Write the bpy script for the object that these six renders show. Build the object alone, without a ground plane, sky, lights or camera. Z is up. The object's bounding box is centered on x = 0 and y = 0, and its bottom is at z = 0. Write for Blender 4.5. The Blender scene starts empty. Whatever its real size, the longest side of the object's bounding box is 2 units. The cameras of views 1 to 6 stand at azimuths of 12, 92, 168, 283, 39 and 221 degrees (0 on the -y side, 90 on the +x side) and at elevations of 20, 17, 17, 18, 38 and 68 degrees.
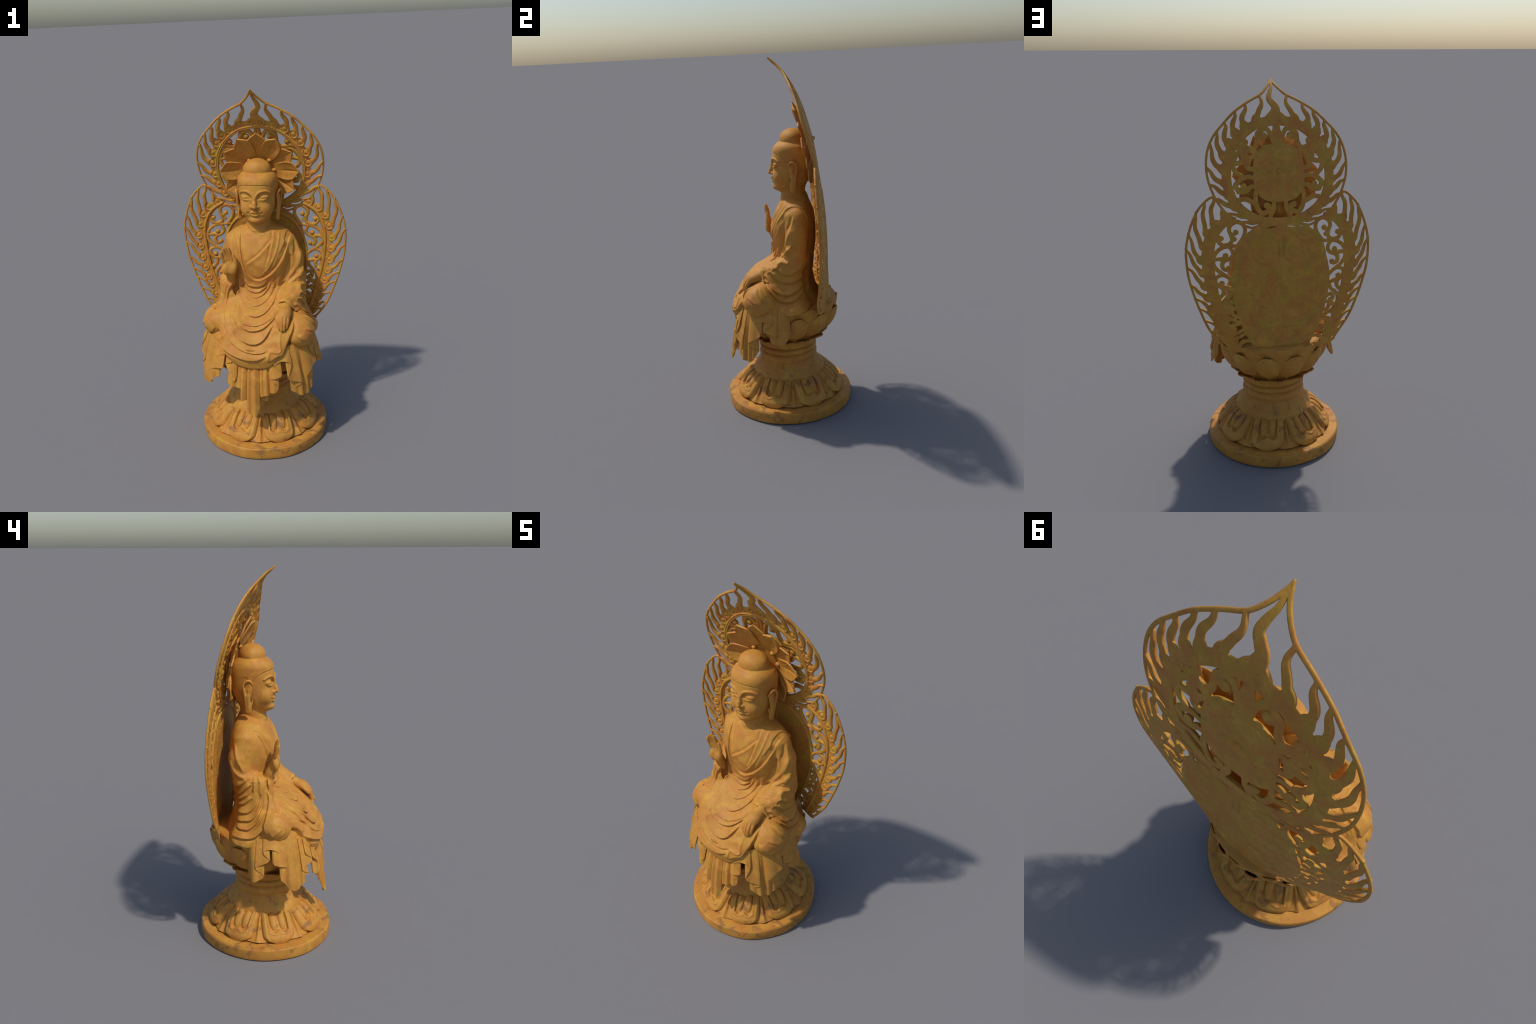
"""Gilded wooden statue: a robed deity seated on a lotus pedestal in front of an
openwork flame halo.  Everything is modelled from profiles, spines and fields:
  * solids of revolution and swept sheets for pedestal, petals and skirt pleats,
  * a relief field (strokes on a bent plate) for the halo,
  * distance fields turned into meshes (surface nets) for head, hands and robe."""
import math
import numpy as np

F32 = np.float32


# ------------------------------------------------------------------ small maths
def smooth(a, b, x):
    t = np.clip((x - a) / (b - a), 0.0, 1.0)
    return t * t * (3 - 2 * t)


def smin(a, b, k):
    h = np.clip(0.5 + 0.5 * (b - a) / k, 0.0, 1.0)
    return b + (a - b) * h - k * h * (1 - h)


def smax(a, b, k):
    return -smin(-a, -b, k)


def spline(points, steps=8):
    """Catmull-Rom through control points (any dimension)."""
    p = np.asarray(points, float)
    if len(p) < 3:
        t = np.linspace(0, 1, steps + 1)[:, None]
        return p[0] * (1 - t) + p[-1] * t
    q = np.vstack([2 * p[0] - p[1], p, 2 * p[-1] - p[-2]])
    out = []
    for i in range(1, len(q) - 2):
        t = np.linspace(0, 1, steps, endpoint=False)[:, None]
        a, b, c, d = q[i - 1], q[i], q[i + 1], q[i + 2]
        out.append(0.5 * (2 * b + (c - a) * t + (2 * a - 5 * b + 4 * c - d) * t ** 2 + (3 * b - a - 3 * c + d) * t ** 3))
    out.append(p[-1:])
    return np.vstack(out)


def curve1d(keys, values):
    """Smooth interpolating function through (keys, values), monotone-cubic style."""
    k, v = np.asarray(keys, float), np.asarray(values, float)
    h = np.diff(k)
    s = np.diff(v) / h
    m = np.zeros(len(k))
    same = s[:-1] * s[1:] > 0
    m[1:-1][same] = (2 * s[:-1] * s[1:] / np.where(same, s[:-1] + s[1:], 1))[same]
    m[0], m[-1] = s[0], s[-1]

    def f(x):
        x = np.clip(x, k[0], k[-1])
        i = np.clip(np.searchsorted(k, x, side="right") - 1, 0, len(k) - 2)
        t = (x - k[i]) / h[i]
        return (v[i] * (1 + 2 * t) * (1 - t) ** 2 + h[i] * m[i] * t * (1 - t) ** 2
                + v[i + 1] * t * t * (3 - 2 * t) + h[i] * m[i + 1] * t * t * (t - 1))
    return f


# ------------------------------------------------------------------ fields -> meshes
class Box:
    """Regular grid of sample points for a field."""

    def __init__(self, lo, hi, step):
        self.lo, self.step = np.array(lo, float), step
        self.n = [int(math.ceil((h - l) / step)) + 1 for l, h in zip(lo, hi)]
        ax = [(l + step * np.arange(n)).astype(F32) for l, n in zip(lo, self.n)]
        self.ax = ax
        self.X, self.Y, self.Z = ax[0][:, None, None], ax[1][None, :, None], ax[2][None, None, :]


def surface_net(field, box):
    """Naive surface nets: one vertex per crossed cell, one quad per crossed edge."""
    s = field < 0
    nx, ny, nz = s.shape
    c = s[:-1, :-1, :-1].astype(np.int8)
    tot = np.zeros_like(c)
    for dx in (0, 1):
        for dy in (0, 1):
            for dz in (0, 1):
                tot += s[dx:nx - 1 + dx, dy:ny - 1 + dy, dz:nz - 1 + dz]
    act = (tot > 0) & (tot < 8)
    idx = np.argwhere(act)
    ident = np.full(act.shape, -1, np.int64)
    ident[act] = np.arange(len(idx))
    i, j, k = idx.T
    val = {(a, b, d): field[i + a, j + b, k + d] for a in (0, 1) for b in (0, 1) for d in (0, 1)}
    acc = np.zeros((len(idx), 3))
    cnt = np.zeros(len(idx))
    corners = list(val)
    for a in corners:
        for ax in range(3):
            if a[ax]:
                continue
            b = tuple(1 if q == ax else a[q] for q in range(3))
            va, vb = val[a], val[b]
            hit = (va < 0) != (vb < 0)
            t = np.where(hit, va / np.where(hit, va - vb, 1), 0)
            pt = np.tile(np.array(a, float), (len(idx), 1))
            pt[:, ax] = t
            acc += pt * hit[:, None]
            cnt += hit
    verts = (idx + acc / cnt[:, None]) * box.step + box.lo
    faces = []
    for ax in range(3):
        u, v = (ax + 1) % 3, (ax + 2) % 3
        n = list(s.shape)
        sl = [slice(None)] * 3
        sl[ax] = slice(0, n[ax] - 1)
        sh = list(sl)
        sh[ax] = slice(1, n[ax])
        a, b = s[tuple(sl)], s[tuple(sh)]
        e = np.argwhere(a != b)
        ok = (e[:, u] > 0) & (e[:, v] > 0) & (e[:, u] < n[u] - 1) & (e[:, v] < n[v] - 1)
        e = e[ok]
        flip = a[tuple(e.T)]

        def at(du, dv):
            q = e.copy()
            q[:, u] -= du
            q[:, v] -= dv
            return ident[tuple(q.T)]
        quad = np.stack([at(1, 1), at(0, 1), at(0, 0), at(1, 0)], 1)
        quad[~flip] = quad[~flip][:, ::-1]
        faces.append(quad)
    return verts, np.vstack(faces)


def relax(verts, faces, rounds=2, amount=0.4):
    """Light Laplacian smoothing to take the grid steps out."""
    e = np.vstack([faces[:, [0, 1]], faces[:, [1, 2]], faces[:, [2, 3]], faces[:, [3, 0]]])
    a = np.concatenate([e[:, 0], e[:, 1]])
    b = np.concatenate([e[:, 1], e[:, 0]])
    deg = np.bincount(a, minlength=len(verts)).astype(float)[:, None]
    v = verts
    for r in range(rounds):
        for w in (amount, -amount * 0.9):
            m = np.stack([np.bincount(a, v[b, q], len(v)) for q in range(3)], 1) / np.maximum(deg, 1)
            v = v + w * (m - v)
    return v


def ellipsoid(B, c, r):
    px, py, pz = (B.X - c[0]) / r[0], (B.Y - c[1]) / r[1], (B.Z - c[2]) / r[2]
    k = np.sqrt(px * px + py * py + pz * pz)
    g = np.sqrt((px / r[0]) ** 2 + (py / r[1]) ** 2 + (pz / r[2]) ** 2)
    return (k * (k - 1) / np.maximum(g, 1e-6)).astype(F32)


def cone_capsule(B, a, b, ra, rb):
    a, b = np.array(a, float), np.array(b, float)
    d = b - a
    px, py, pz = B.X - a[0], B.Y - a[1], B.Z - a[2]
    t = np.clip((px * d[0] + py * d[1] + pz * d[2]) / (d @ d), 0, 1)
    return (np.sqrt((px - t * d[0]) ** 2 + (py - t * d[1]) ** 2 + (pz - t * d[2]) ** 2) - (ra + (rb - ra) * t)).astype(F32)


def tube(B, pts, radii, k=0.004, flat=None):
    """Chain of cone capsules, evaluated only near the chain."""
    f = np.full(np.broadcast_shapes(B.X.shape, B.Y.shape, B.Z.shape), 1.0, F32)
    pts = np.asarray(pts, float)
    radii = np.broadcast_to(np.asarray(radii, float), (len(pts),))
    for a, b, ra, rb in zip(pts[:-1], pts[1:], radii[:-1], radii[1:]):
        m = max(ra, rb) + 0.03
        sl = []
        for q in range(3):
            lo, hi = min(a[q], b[q]) - m, max(a[q], b[q]) + m
            i0 = int(np.clip((lo - B.lo[q]) / B.step, 0, B.n[q]))
            i1 = int(np.clip((hi - B.lo[q]) / B.step + 2, 0, B.n[q]))
            sl.append(slice(i0, i1))
        if any(s_.stop <= s_.start for s_ in sl):
            continue

        class W:
            X, Y, Z = B.X[sl[0]], B.Y[:, sl[1]], B.Z[:, :, sl[2]]
        g = cone_capsule(W, a, b, ra, rb)
        f[tuple(sl)] = smin(f[tuple(sl)], g, k) if k else np.minimum(f[tuple(sl)], g)
    return f


def loft(B, z, front, back, half, mid=None, cx=None, n=2.3):
    """Body of stacked super-ellipse sections: front/back y, half width, widest y."""
    zz = B.Z[0, 0]
    fr, bk, rx = (curve1d(z, q)(zz).astype(F32)[None, None, :] for q in (front, back, half))
    ym = (curve1d(z, mid)(zz).astype(F32)[None, None, :] if mid is not None else 0.5 * (fr + bk))
    x0 = curve1d(z, cx)(zz).astype(F32)[None, None, :] if cx is not None else 0.0
    dx, dy = B.X - x0, B.Y - ym
    ry = np.where(dy < 0, ym - fr, bk - ym)
    q = (np.abs(dx / rx) ** n + np.abs(dy / ry) ** n) ** (1 / n)
    rad = np.sqrt(dx * dx + dy * dy)
    f = np.where(q > 0.2, (q - 1) / np.maximum(q, 0.2) * rad, -np.minimum(rx, ry))
    return np.maximum(f, np.maximum(z[0] - B.Z, B.Z - z[-1])).astype(F32)


# ------------------------------------------------------------------ strokes on a plane
class Sheet2D:
    """Pixel-free drawing plane: distances to strokes on a fine (u, w) grid."""

    def __init__(self, lo, hi, step):
        self.lo, self.step = np.array(lo, float), step
        self.n = [int(math.ceil((h - l) / step)) + 1 for l, h in zip(lo, hi)]
        self.u = (lo[0] + step * np.arange(self.n[0]))[:, None]
        self.w = (lo[1] + step * np.arange(self.n[1]))[None, :]

    def window(self, pts, m):
        p = np.asarray(pts)
        sl = []
        for q in range(2):
            i0 = int(np.clip((p[:, q].min() - m - self.lo[q]) / self.step, 0, self.n[q]))
            i1 = int(np.clip((p[:, q].max() + m - self.lo[q]) / self.step + 2, 0, self.n[q]))
            sl.append(slice(i0, max(i1, i0)))
        return tuple(sl)

    def stroke(self, pts, width, margin=0.04):
        """Returns window, distance to the centre line over local width, signed side, local width, arc parameter."""
        p = np.asarray(pts, float)
        wd = np.broadcast_to(np.asarray(width, float), (len(p),)) if np.ndim(width) < 1 or len(np.atleast_1d(width)) == len(p) else np.interp(
            np.linspace(0, 1, len(p)), np.linspace(0, 1, len(width)), width)
        sl = self.window(p, margin)
        U, W = self.u[sl[0]], self.w[:, sl[1]]
        shape = np.broadcast_shapes(U.shape, W.shape)
        best = np.full(shape, 9.0)
        dist, side, wid, arc = np.full(shape, 9.0), np.zeros(shape), np.zeros(shape), np.zeros(shape)
        m = len(p) - 1
        for i in range(m):
            a, d = p[i], p[i + 1] - p[i]
            l2 = max(d @ d, 1e-12)
            pu, pw = U - a[0], W - a[1]
            t = np.clip((pu * d[0] + pw * d[1]) / l2, 0, 1)
            eu, ew = pu - t * d[0], pw - t * d[1]
            r = wd[i] + (wd[i + 1] - wd[i]) * t
            D = np.sqrt(eu * eu + ew * ew)
            take = D - r < best
            best = np.where(take, D - r, best)
            dist = np.where(take, D, dist)
            wid = np.where(take, r, wid)
            side = np.where(take, np.sign(d[0] * ew - d[1] * eu), side)
            arc = np.where(take, (i + t) / m, arc)
        return sl, dist, side, wid, arc


def inside(sheet, poly):
    """Signed distance (negative inside) to a closed outline."""
    p = np.asarray(poly, float)
    q = np.roll(p, -1, 0)
    U, W = sheet.u, sheet.w
    shape = np.broadcast_shapes(U.shape, W.shape)
    d = np.full(shape, 9.0)
    odd = np.zeros(shape, bool)
    for a, b in zip(p, q):
        e = b - a
        t = np.clip(((U - a[0]) * e[0] + (W - a[1]) * e[1]) / max(e @ e, 1e-12), 0, 1)
        d = np.minimum(d, np.hypot(U - a[0] - t * e[0], W - a[1] - t * e[1]))
        cross = (a[1] > W) != (b[1] > W)
        with np.errstate(divide="ignore", invalid="ignore"):
            odd ^= cross & (U < (b[0] - a[0]) * (W - a[1]) / (b[1] - a[1] if b[1] != a[1] else 1e-9) + a[0])
    return np.where(odd, -d, d)


# ------------------------------------------------------------------ explicit sheets
def closed_sheet(P, thick):
    """Grid of points (nu, nv, 3) -> closed slab of the given thickness."""
    du = np.gradient(P, axis=0)
    dv = np.gradient(P, axis=1)
    n = np.cross(du, dv)
    n /= np.maximum(np.linalg.norm(n, axis=2, keepdims=True), 1e-9)
    t = np.asarray(thick)
    t = t[..., None] if t.ndim == 2 else t
    A, C = P + n * t * 0.5, P - n * t * 0.5
    nu, nv = P.shape[:2]
    verts = np.vstack([A.reshape(-1, 3), C.reshape(-1, 3)])
    g = np.arange(nu * nv).reshape(nu, nv)
    q = np.stack([g[:-1, :-1], g[1:, :-1], g[1:, 1:], g[:-1, 1:]], -1).reshape(-1, 4)
    off = nu * nv
    faces = [q, q[:, ::-1] + off]
    for line in (g[0, ::-1], g[-1], g[:, 0], g[::-1, -1]):
        faces.append(np.stack([line[:-1], line[1:], line[1:] + off, line[:-1] + off], 1)[:, ::-1])
    return verts, np.vstack(faces)


def revolve(profile, steps=128, wobble=None):
    """Closed solid of revolution from a list of (radius, height), axis to axis."""
    p = np.asarray(profile, float)
    a = np.linspace(0, 2 * np.pi, steps, endpoint=False)
    r = p[:, 0][:, None] * np.ones_like(a)[None]
    if wobble is not None:
        r = r + wobble(a[None], p[:, 1][:, None])
    V = np.stack([r * np.sin(a), -r * np.cos(a), np.repeat(p[:, 1][:, None], steps, 1)], -1)
    m = len(p)
    g = np.arange(m * steps).reshape(m, steps)
    g2 = np.roll(g, -1, 1)
    q = np.stack([g[:-1], g2[:-1], g2[1:], g[1:]], -1).reshape(-1, 4)
    verts = V.reshape(-1, 3)
    caps = [list(g[0][::-1]), list(g[-1])]
    return verts, q, caps
# ================================================================== HALO (openwork plate)
# The plate is a bent sheet: y depends on height (it leans forward at the top)
# and on the distance from the middle (the sides come forward).
HALO_MID = curve1d([0.55, 0.63, 0.76, 0.88, 1.03, 1.144, 1.271, 1.375, 1.442, 1.55, 1.674, 1.782, 1.896, 1.958, 2.0, 2.03],
                   [.256, .257, .256, .253, .250, .243, .228, .214, .205, .188, .156, .119, .058, .009, -.041, -.08])
HALO_BEND = curve1d([0.55, 0.63, 0.8, .95, 1.1, 1.447, 1.6, 1.9, 2.05], [.88, .82, .44, .30, .24, .19, .235, .3, .3])


def halo_y(x, z):
    return HALO_MID(z) - HALO_BEND(z) * x * x


def mirrored(pts):
    p = np.asarray(pts, float).copy()
    p[:, 0] *= -1
    return p


RIM_TOP = spline([(0, 1.999), (.012, 1.976), (.034, 1.950), (.068, 1.921), (.13, 1.890), (.2, 1.846), (.257, 1.793), (.311, 1.733),
                  (.344, 1.666), (.355, 1.592), (.348, 1.52), (.322, 1.447), (.291, 1.394), (.238, 1.336), (.172, 1.299), (.09, 1.277), (0, 1.272)], 6)
RIM_SIDE = spline([(.322, 1.447), (.343, 1.443), (.365, 1.428), (.406, 1.384), (.442, 1.311), (.467, 1.225), (.474, 1.15), (.467, 1.05), (.449, .97),
                   (.424, .885), (.379, .765), (.337, .695), (.296, .642)], 6)
RIM_FOOT = spline([(.298, .642), (.262, .634), (.16, .640), (0, .640)], 4)
RING = spline([(0, 1.793), (.1, 1.772), (.18, 1.714), (.228, 1.645), (.246, 1.57), (.243, 1.495), (.218, 1.428), (.165, 1.373), (.09, 1.335), (0, 1.325)], 6)
ARCH = spline([(.240, 1.337), (.300, 1.298), (.340, 1.238), (.357, 1.162), (.356, 1.082), (.347, 1.008), (.334, .937), (.314, .868), (.293, .794),
               (.267, .709), (.238, .640)], 6)
PANEL = spline([(0, 1.285), (.075, 1.276), (.132, 1.256), (.180, 1.218), (.212, 1.168), (.236, 1.10), (.247, 1.02), (.241, .93), (.222, .84),
                (.190, .75), (.150, .668), (.135, .636)], 6)

# flames: boss (scroll eye), then the tail to the rim, right half; the middle one stands alone
FLAMES = [
    ("crown", [(.093, 1.802), (.082, 1.840), (.064, 1.874), (.068, 1.918)]),
    ("crown", [(.153, 1.774), (.166, 1.810), (.150, 1.845), (.144, 1.880)]),
    ("crown", [(.200, 1.743), (.214, 1.776), (.204, 1.810), (.197, 1.845)]),
    ("crown", [(.234, 1.698), (.257, 1.720), (.250, 1.764), (.252, 1.792)]),
    ("crown", [(.262, 1.640), (.285, 1.669), (.296, 1.709), (.292, 1.752)]),
    ("crown", [(.270, 1.580), (.305, 1.598), (.323, 1.640), (.327, 1.692)]),
    ("crown", [(.263, 1.515), (.299, 1.524), (.326, 1.550), (.352, 1.588)]),
    ("crown", [(.247, 1.456), (.278, 1.464), (.308, 1.487), (.344, 1.507)]),
    ("crown", [(.217, 1.402), (.252, 1.404), (.290, 1.424), (.318, 1.440)]),
    ("crown", [(.168, 1.356), (.205, 1.352), (.258, 1.366)]),
    ("crown", [(.117, 1.330), (.150, 1.316), (.205, 1.322)]),
    ("crown", [(.055, 1.314), (.085, 1.298), (.140, 1.292)]),
    ("side", [(.266, 1.348), (.288, 1.372), (.292, 1.398)]),
    ("side", [(.322, 1.315), (.342, 1.375), (.330, 1.415), (.328, 1.446)]),
    ("side", [(.358, 1.270), (.378, 1.330), (.380, 1.378), (.370, 1.426)]),
    ("side", [(.380, 1.206), (.414, 1.270), (.422, 1.319), (.416, 1.376)]),
    ("side", [(.394, 1.137), (.426, 1.168), (.440, 1.211), (.458, 1.270)]),
    ("side", [(.388, 1.069), (.426, 1.101), (.448, 1.146), (.474, 1.195)]),
    ("side", [(.381, .999), (.415, 1.029), (.436, 1.061), (.470, 1.098)]),
    ("side", [(.368, .935), (.404, .955), (.429, .977), (.457, 1.005)]),
    ("side", [(.351, .874), (.386, .897), (.436, .930)]),
    ("side", [(.336, .819), (.365, .839), (.415, .872)]),
    ("side", [(.311, .760), (.338, .777), (.388, .802)]),
    ("side", [(.293, .712), (.325, .726), (.358, .740)]),
    ("side", [(.272, .672), (.300, .684), (.328, .698)]),
]
CENTRE_FLAME = [(.0, 1.815), (-.002, 1.838), (-.006, 1.862), (.008, 1.882), (.022, 1.903), (.016, 1.930), (.004, 1.956), (0, 1.985)]

# vines of the side bands (right half): main stem winding between panel and arch, and curls with an eye
VINES = [
    ("stem", [(.221, 1.204), (.193, 1.242), (.180, 1.276), (.188, 1.307), (.217, 1.323), (.245, 1.313), (.258, 1.293), (.256, 1.271), (.241, 1.260), (.228, 1.268)]),
    ("stem", [(.253, 1.262), (.246, 1.234), (.258, 1.216), (.287, 1.209), (.310, 1.222), (.314, 1.244), (.303, 1.249)]),
    ("stem", [(.205, 1.206), (.260, 1.203), (.296, 1.196), (.322, 1.178), (.338, 1.155), (.344, 1.127), (.336, 1.099), (.307, 1.068), (.275, 1.047), (.244, 1.020)]),
    ("stem", [(.262, 1.200), (.247, 1.178), (.246, 1.156), (.262, 1.140), (.286, 1.130), (.299, 1.112), (.294, 1.090), (.276, 1.083), (.268, 1.090)]),
    ("stem", [(.262, 1.140), (.290, 1.138), (.312, 1.140), (.340, 1.136)]),
    ("stem", [(.275, 1.047), (.300, 1.055), (.325, 1.047), (.336, 1.028), (.325, 1.004), (.303, .988), (.296, .964), (.306, .944), (.318, .940)]),
    ("stem", [(.244, .985), (.274, .986), (.303, .996)]),
    ("stem", [(.248, .990), (.264, .947), (.287, .926), (.304, .900), (.306, .867), (.291, .836), (.258, .816), (.218, .796)]),
    ("stem", [(.240, .905), (.262, .916), (.276, .900), (.272, .882), (.262, .878)]),
    ("stem", [(.236, .880), (.262, .862), (.282, .854), (.302, .862)]),
    ("stem", [(.262, .862), (.250, .840), (.238, .832)]),
    ("stem", [(.262, .817), (.282, .800), (.292, .770)]),
    ("stem", [(.215, .790), (.240, .784), (.262, .772), (.268, .750), (.252, .742), (.245, .756)]),
    ("stem", [(.205, .752), (.230, .735), (.260, .722), (.276, .715)]),
    ("stem", [(.190, .735), (.215, .715), (.236, .700), (.236, .680), (.252, .664)]),
    ("stem", [(.170, .690), (.195, .690), (.215, .672), (.222, .648)]),
]
CURL_EYES = [(.226, 1.272), (.300, 1.244), (.281, 1.157), (.267, 1.092), (.303, 1.014), (.317, .938), (.263, .882), (.237, .830), (.246, .758), (.236, .703), (.200, .686)]
LEAVES = [[(.246, 1.238), (.228, 1.238)], [(.284, 1.140), (.318, 1.138)], [(.300, .992), (.262, .986)], [(.262, .866), (.284, .852)]]
# scrolls between ring and rosette (right half)
CROWN_SCROLLS = [
    ("stem", [(.004, 1.665), (.010, 1.735), (.004, 1.790)]),
    ("stem", [(.018, 1.690), (.030, 1.735), (.052, 1.764), (.078, 1.757), (.084, 1.735), (.070, 1.722), (.060, 1.730)]),
    ("stem", [(.078, 1.757), (.098, 1.742), (.102, 1.700), (.118, 1.672), (.150, 1.676), (.166, 1.692), (.158, 1.706)]),
    ("stem", [(.150, 1.676), (.180, 1.684), (.196, 1.676)]),
    ("stem", [(.110, 1.655), (.150, 1.663), (.190, 1.655), (.216, 1.630), (.226, 1.595), (.212, 1.560), (.186, 1.545)]),
    ("stem", [(.120, 1.640), (.150, 1.622), (.172, 1.612), (.196, 1.606), (.224, 1.602)]),
    ("stem", [(.140, 1.622), (.160, 1.640), (.172, 1.636)]),
    ("stem", [(.110, 1.585), (.140, 1.575), (.160, 1.590), (.152, 1.608)]),
    ("stem", [(.110, 1.528), (.150, 1.540), (.190, 1.528), (.218, 1.500), (.205, 1.478), (.180, 1.480), (.176, 1.496)]),
    ("stem", [(.100, 1.488), (.140, 1.492), (.170, 1.470), (.205, 1.468)]),
    ("stem", [(.108, 1.500), (.122, 1.450), (.118, 1.400), (.095, 1.362), (.060, 1.372), (.056, 1.396), (.068, 1.402)]),
    ("stem", [(.118, 1.405), (.145, 1.420), (.170, 1.432), (.205, 1.430)]),
    ("stem", [(.030, 1.420), (.034, 1.380), (.050, 1.345)]),
]
CROWN_EYES = [(.064, 1.731), (.160, 1.703), (.172, 1.634), (.152, 1.605), (.178, 1.495), (.068, 1.398)]


def draw_halo(step=0.002):
    """Solid outline S (<0 inside), front height H, back depth K and part label on the plate."""
    D = Sheet2D((-.50, .60), (.50, 2.02), step)
    shape = (D.n[0], D.n[1])
    S = np.full(shape, 9.0)
    H = np.full(shape, 0.004)
    lab = np.zeros(shape, np.int16)
    near = np.full(shape, 9.0)
    names = {0: "panel"}

    def put(pts, width, base, crown, label, groove=0.0):
        sl, d, side, w, arc = D.stroke(pts, width)
        f = d - w
        r = np.clip(d / np.maximum(w, 1e-5), 0, 1)
        h = base + crown * np.sqrt(1 - r * r)
        if groove:
            h = h - groove * np.exp(-(d / (0.28 * w)) ** 2)
        S[sl] = np.minimum(S[sl], f)
        H[sl] = np.where(f < 0.001, np.maximum(H[sl], h), H[sl])
        take = f < near[sl]
        lab[sl] = np.where(take, label, lab[sl])
        near[sl] = np.where(take, f, near[sl])

    def eye(c, r, label, top):
        sl = D.window(np.array([c]), r * 2.2)
        d = np.hypot(D.u[sl[0]] - c[0], D.w[:, sl[1]] - c[1])
        dome = top * np.sqrt(np.clip(1 - (d / r) ** 2, 0, 1))
        S[sl] = np.minimum(S[sl], d - r * 1.1)
        ring = np.exp(-((d - r * 1.12) / (0.32 * r)) ** 2) * 0.0045
        H[sl] = np.where(d < r * 1.9, np.maximum(H[sl] - ring, 0.006), H[sl])
        H[sl] = np.where(d < r, np.maximum(H[sl], 0.007 + dome), H[sl])
        take = (d - r * 1.1 < near[sl]) | (d < r * 1.3)
        lab[sl] = np.where(take, label, lab[sl])
        near[sl] = np.where(take, np.minimum(near[sl], d - r * 1.1), near[sl])

    next_id = 1
    both = (1, -1)

    def flip(p, s):
        p = np.asarray(p, float).copy()
        p[:, 0] *= s
        return p

    # low web behind the flames
    web = 900
    names[web] = "web"
    for s in both:
        r = flip(RING, s)
        out = (r - np.array([0, 1.555])) * 1.075 + np.array([0, 1.555])
        put(out, .018, .005, .003, web)
        a = flip(ARCH, s)
        off = a + np.array([s * .020, 0.006])
        put(off, [.014, .018, .021, .021, .020, .019, .017, .016, .015], .005, .003, web)
        put(flip([(.12, 1.338), (.17, 1.370), (.22, 1.42)], s), .012, .005, .002, web)
        # plate left standing round the top of the panel and inside the arch
        put(flip([(.08, 1.272), (.135, 1.268), (.178, 1.240), (.208, 1.195), (.228, 1.14)], s), [.016, .018, .018, .014, .008], .005, .002, web)
        put(a - np.array([s * .008, 0.0]), .012, .005, .002, web)
        put(flip([(.25, 1.345), (.285, 1.345)], s), .014, .005, .002, web)
        put(flip([(.255, .655), (.285, .70), (.305, .75), (.33, .83)], s), [.014, .016, .018, .018], .005, .002, web)
    # flames
    for s in both:
        for kind, pts in FLAMES:
            b = np.array(pts[0])
            t1 = np.array(pts[1])
            centre = np.array([0, 1.555]) if kind == "crown" else np.array([.10, b[1] - 0.02])
            n = (b - centre) / np.linalg.norm(b - centre)
            t = np.array([-n[1], n[0]])
            if kind == "crown" and b[0] < 0.2 and b[1] < 1.45:
                t = np.array([.9, -.2])
            if t @ (np.array(pts[-1]) - b) < 0:
                t = -t
            big = (1.0 if b[1] > 0.85 else 0.8) if kind == 'side' or b[1] > 1.38 else 0.62
            body = spline([b - .010 * n * big + .015 * t * big, b - .017 * n * big + .002 * t * big, b - .010 * n * big - .014 * t * big,
                           b + .006 * n * big - .017 * t * big, b + .018 * n * big - .004 * t * big] + [tuple(q) for q in pts[1:]], 6)
            m = len(body)
            # the tails flicker: a small wave across the stroke
            tan = np.gradient(body, axis=0)
            tan /= np.maximum(np.linalg.norm(tan, axis=1, keepdims=True), 1e-9)
            u = np.linspace(0, 1, m)
            wave = .0034 * np.sin(2 * np.pi * 1.35 * (u - .55) / .45 + .4) * smooth(.55, .68, u) * smooth(1, .9, u) * len(pts) / 4
            body = body + np.stack([-tan[:, 1], tan[:, 0]], 1) * wave[:, None]
            names[next_id] = "flame"
            wid = np.interp(np.linspace(0, 1, m), [0, .25, .5, .62, .8, 1], np.array([.005, .008, .0115, .0132, .0115, .0060]) * (0.55 + 0.45 * big) * (1.05 if kind == 'crown' else .90))
            put(flip(body, s), wid, .006, .008, next_id)
            put(flip([b - .004 * n, b + .008 * n], s), .023 * big, .005, .003, next_id)
            eye(flip([b], s)[0], .0130 * big, next_id, .0052)
            next_id += 1
    names[next_id] = "flame"
    put(spline(CENTRE_FLAME, 6), np.array([.030, .026, .019, .017, .015, .011, .008, .005]), .006, .008, next_id)
    for s in both:
        put(spline([(.003 * s, 1.86), (.016 * s, 1.842), (.034 * s, 1.828), (.044 * s, 1.812), (.034 * s, 1.800), (.022 * s, 1.806)], 6), .008, .006, .008, next_id)
        eye((.024 * s, 1.812), .008, next_id, .010)
    next_id += 1
    # vines and scrolls
    for group, eyes, er in ((VINES, CURL_EYES, .0130), (CROWN_SCROLLS, CROWN_EYES, .0145)):
        for s in both:
            names[next_id] = "vine"
            for _, pts in group:
                c = spline(pts, 6)
                put(flip(c, s), [.0088, .0112, .0095] if group is VINES else [.0105, .0130, .0110], .006, .008, next_id)
            for e in eyes:
                eye((e[0] * s, e[1]), er, next_id, .010)
            if group is VINES:
                for leaf in LEAVES:
                    put(flip(spline(leaf, 6), s), [.006, .0135, .012, .003], .006, .006, next_id, .003)
            next_id += 1
    # back plate of the rosette
    sl = D.window(np.array([[0, 1.553]]), .16)
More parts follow.
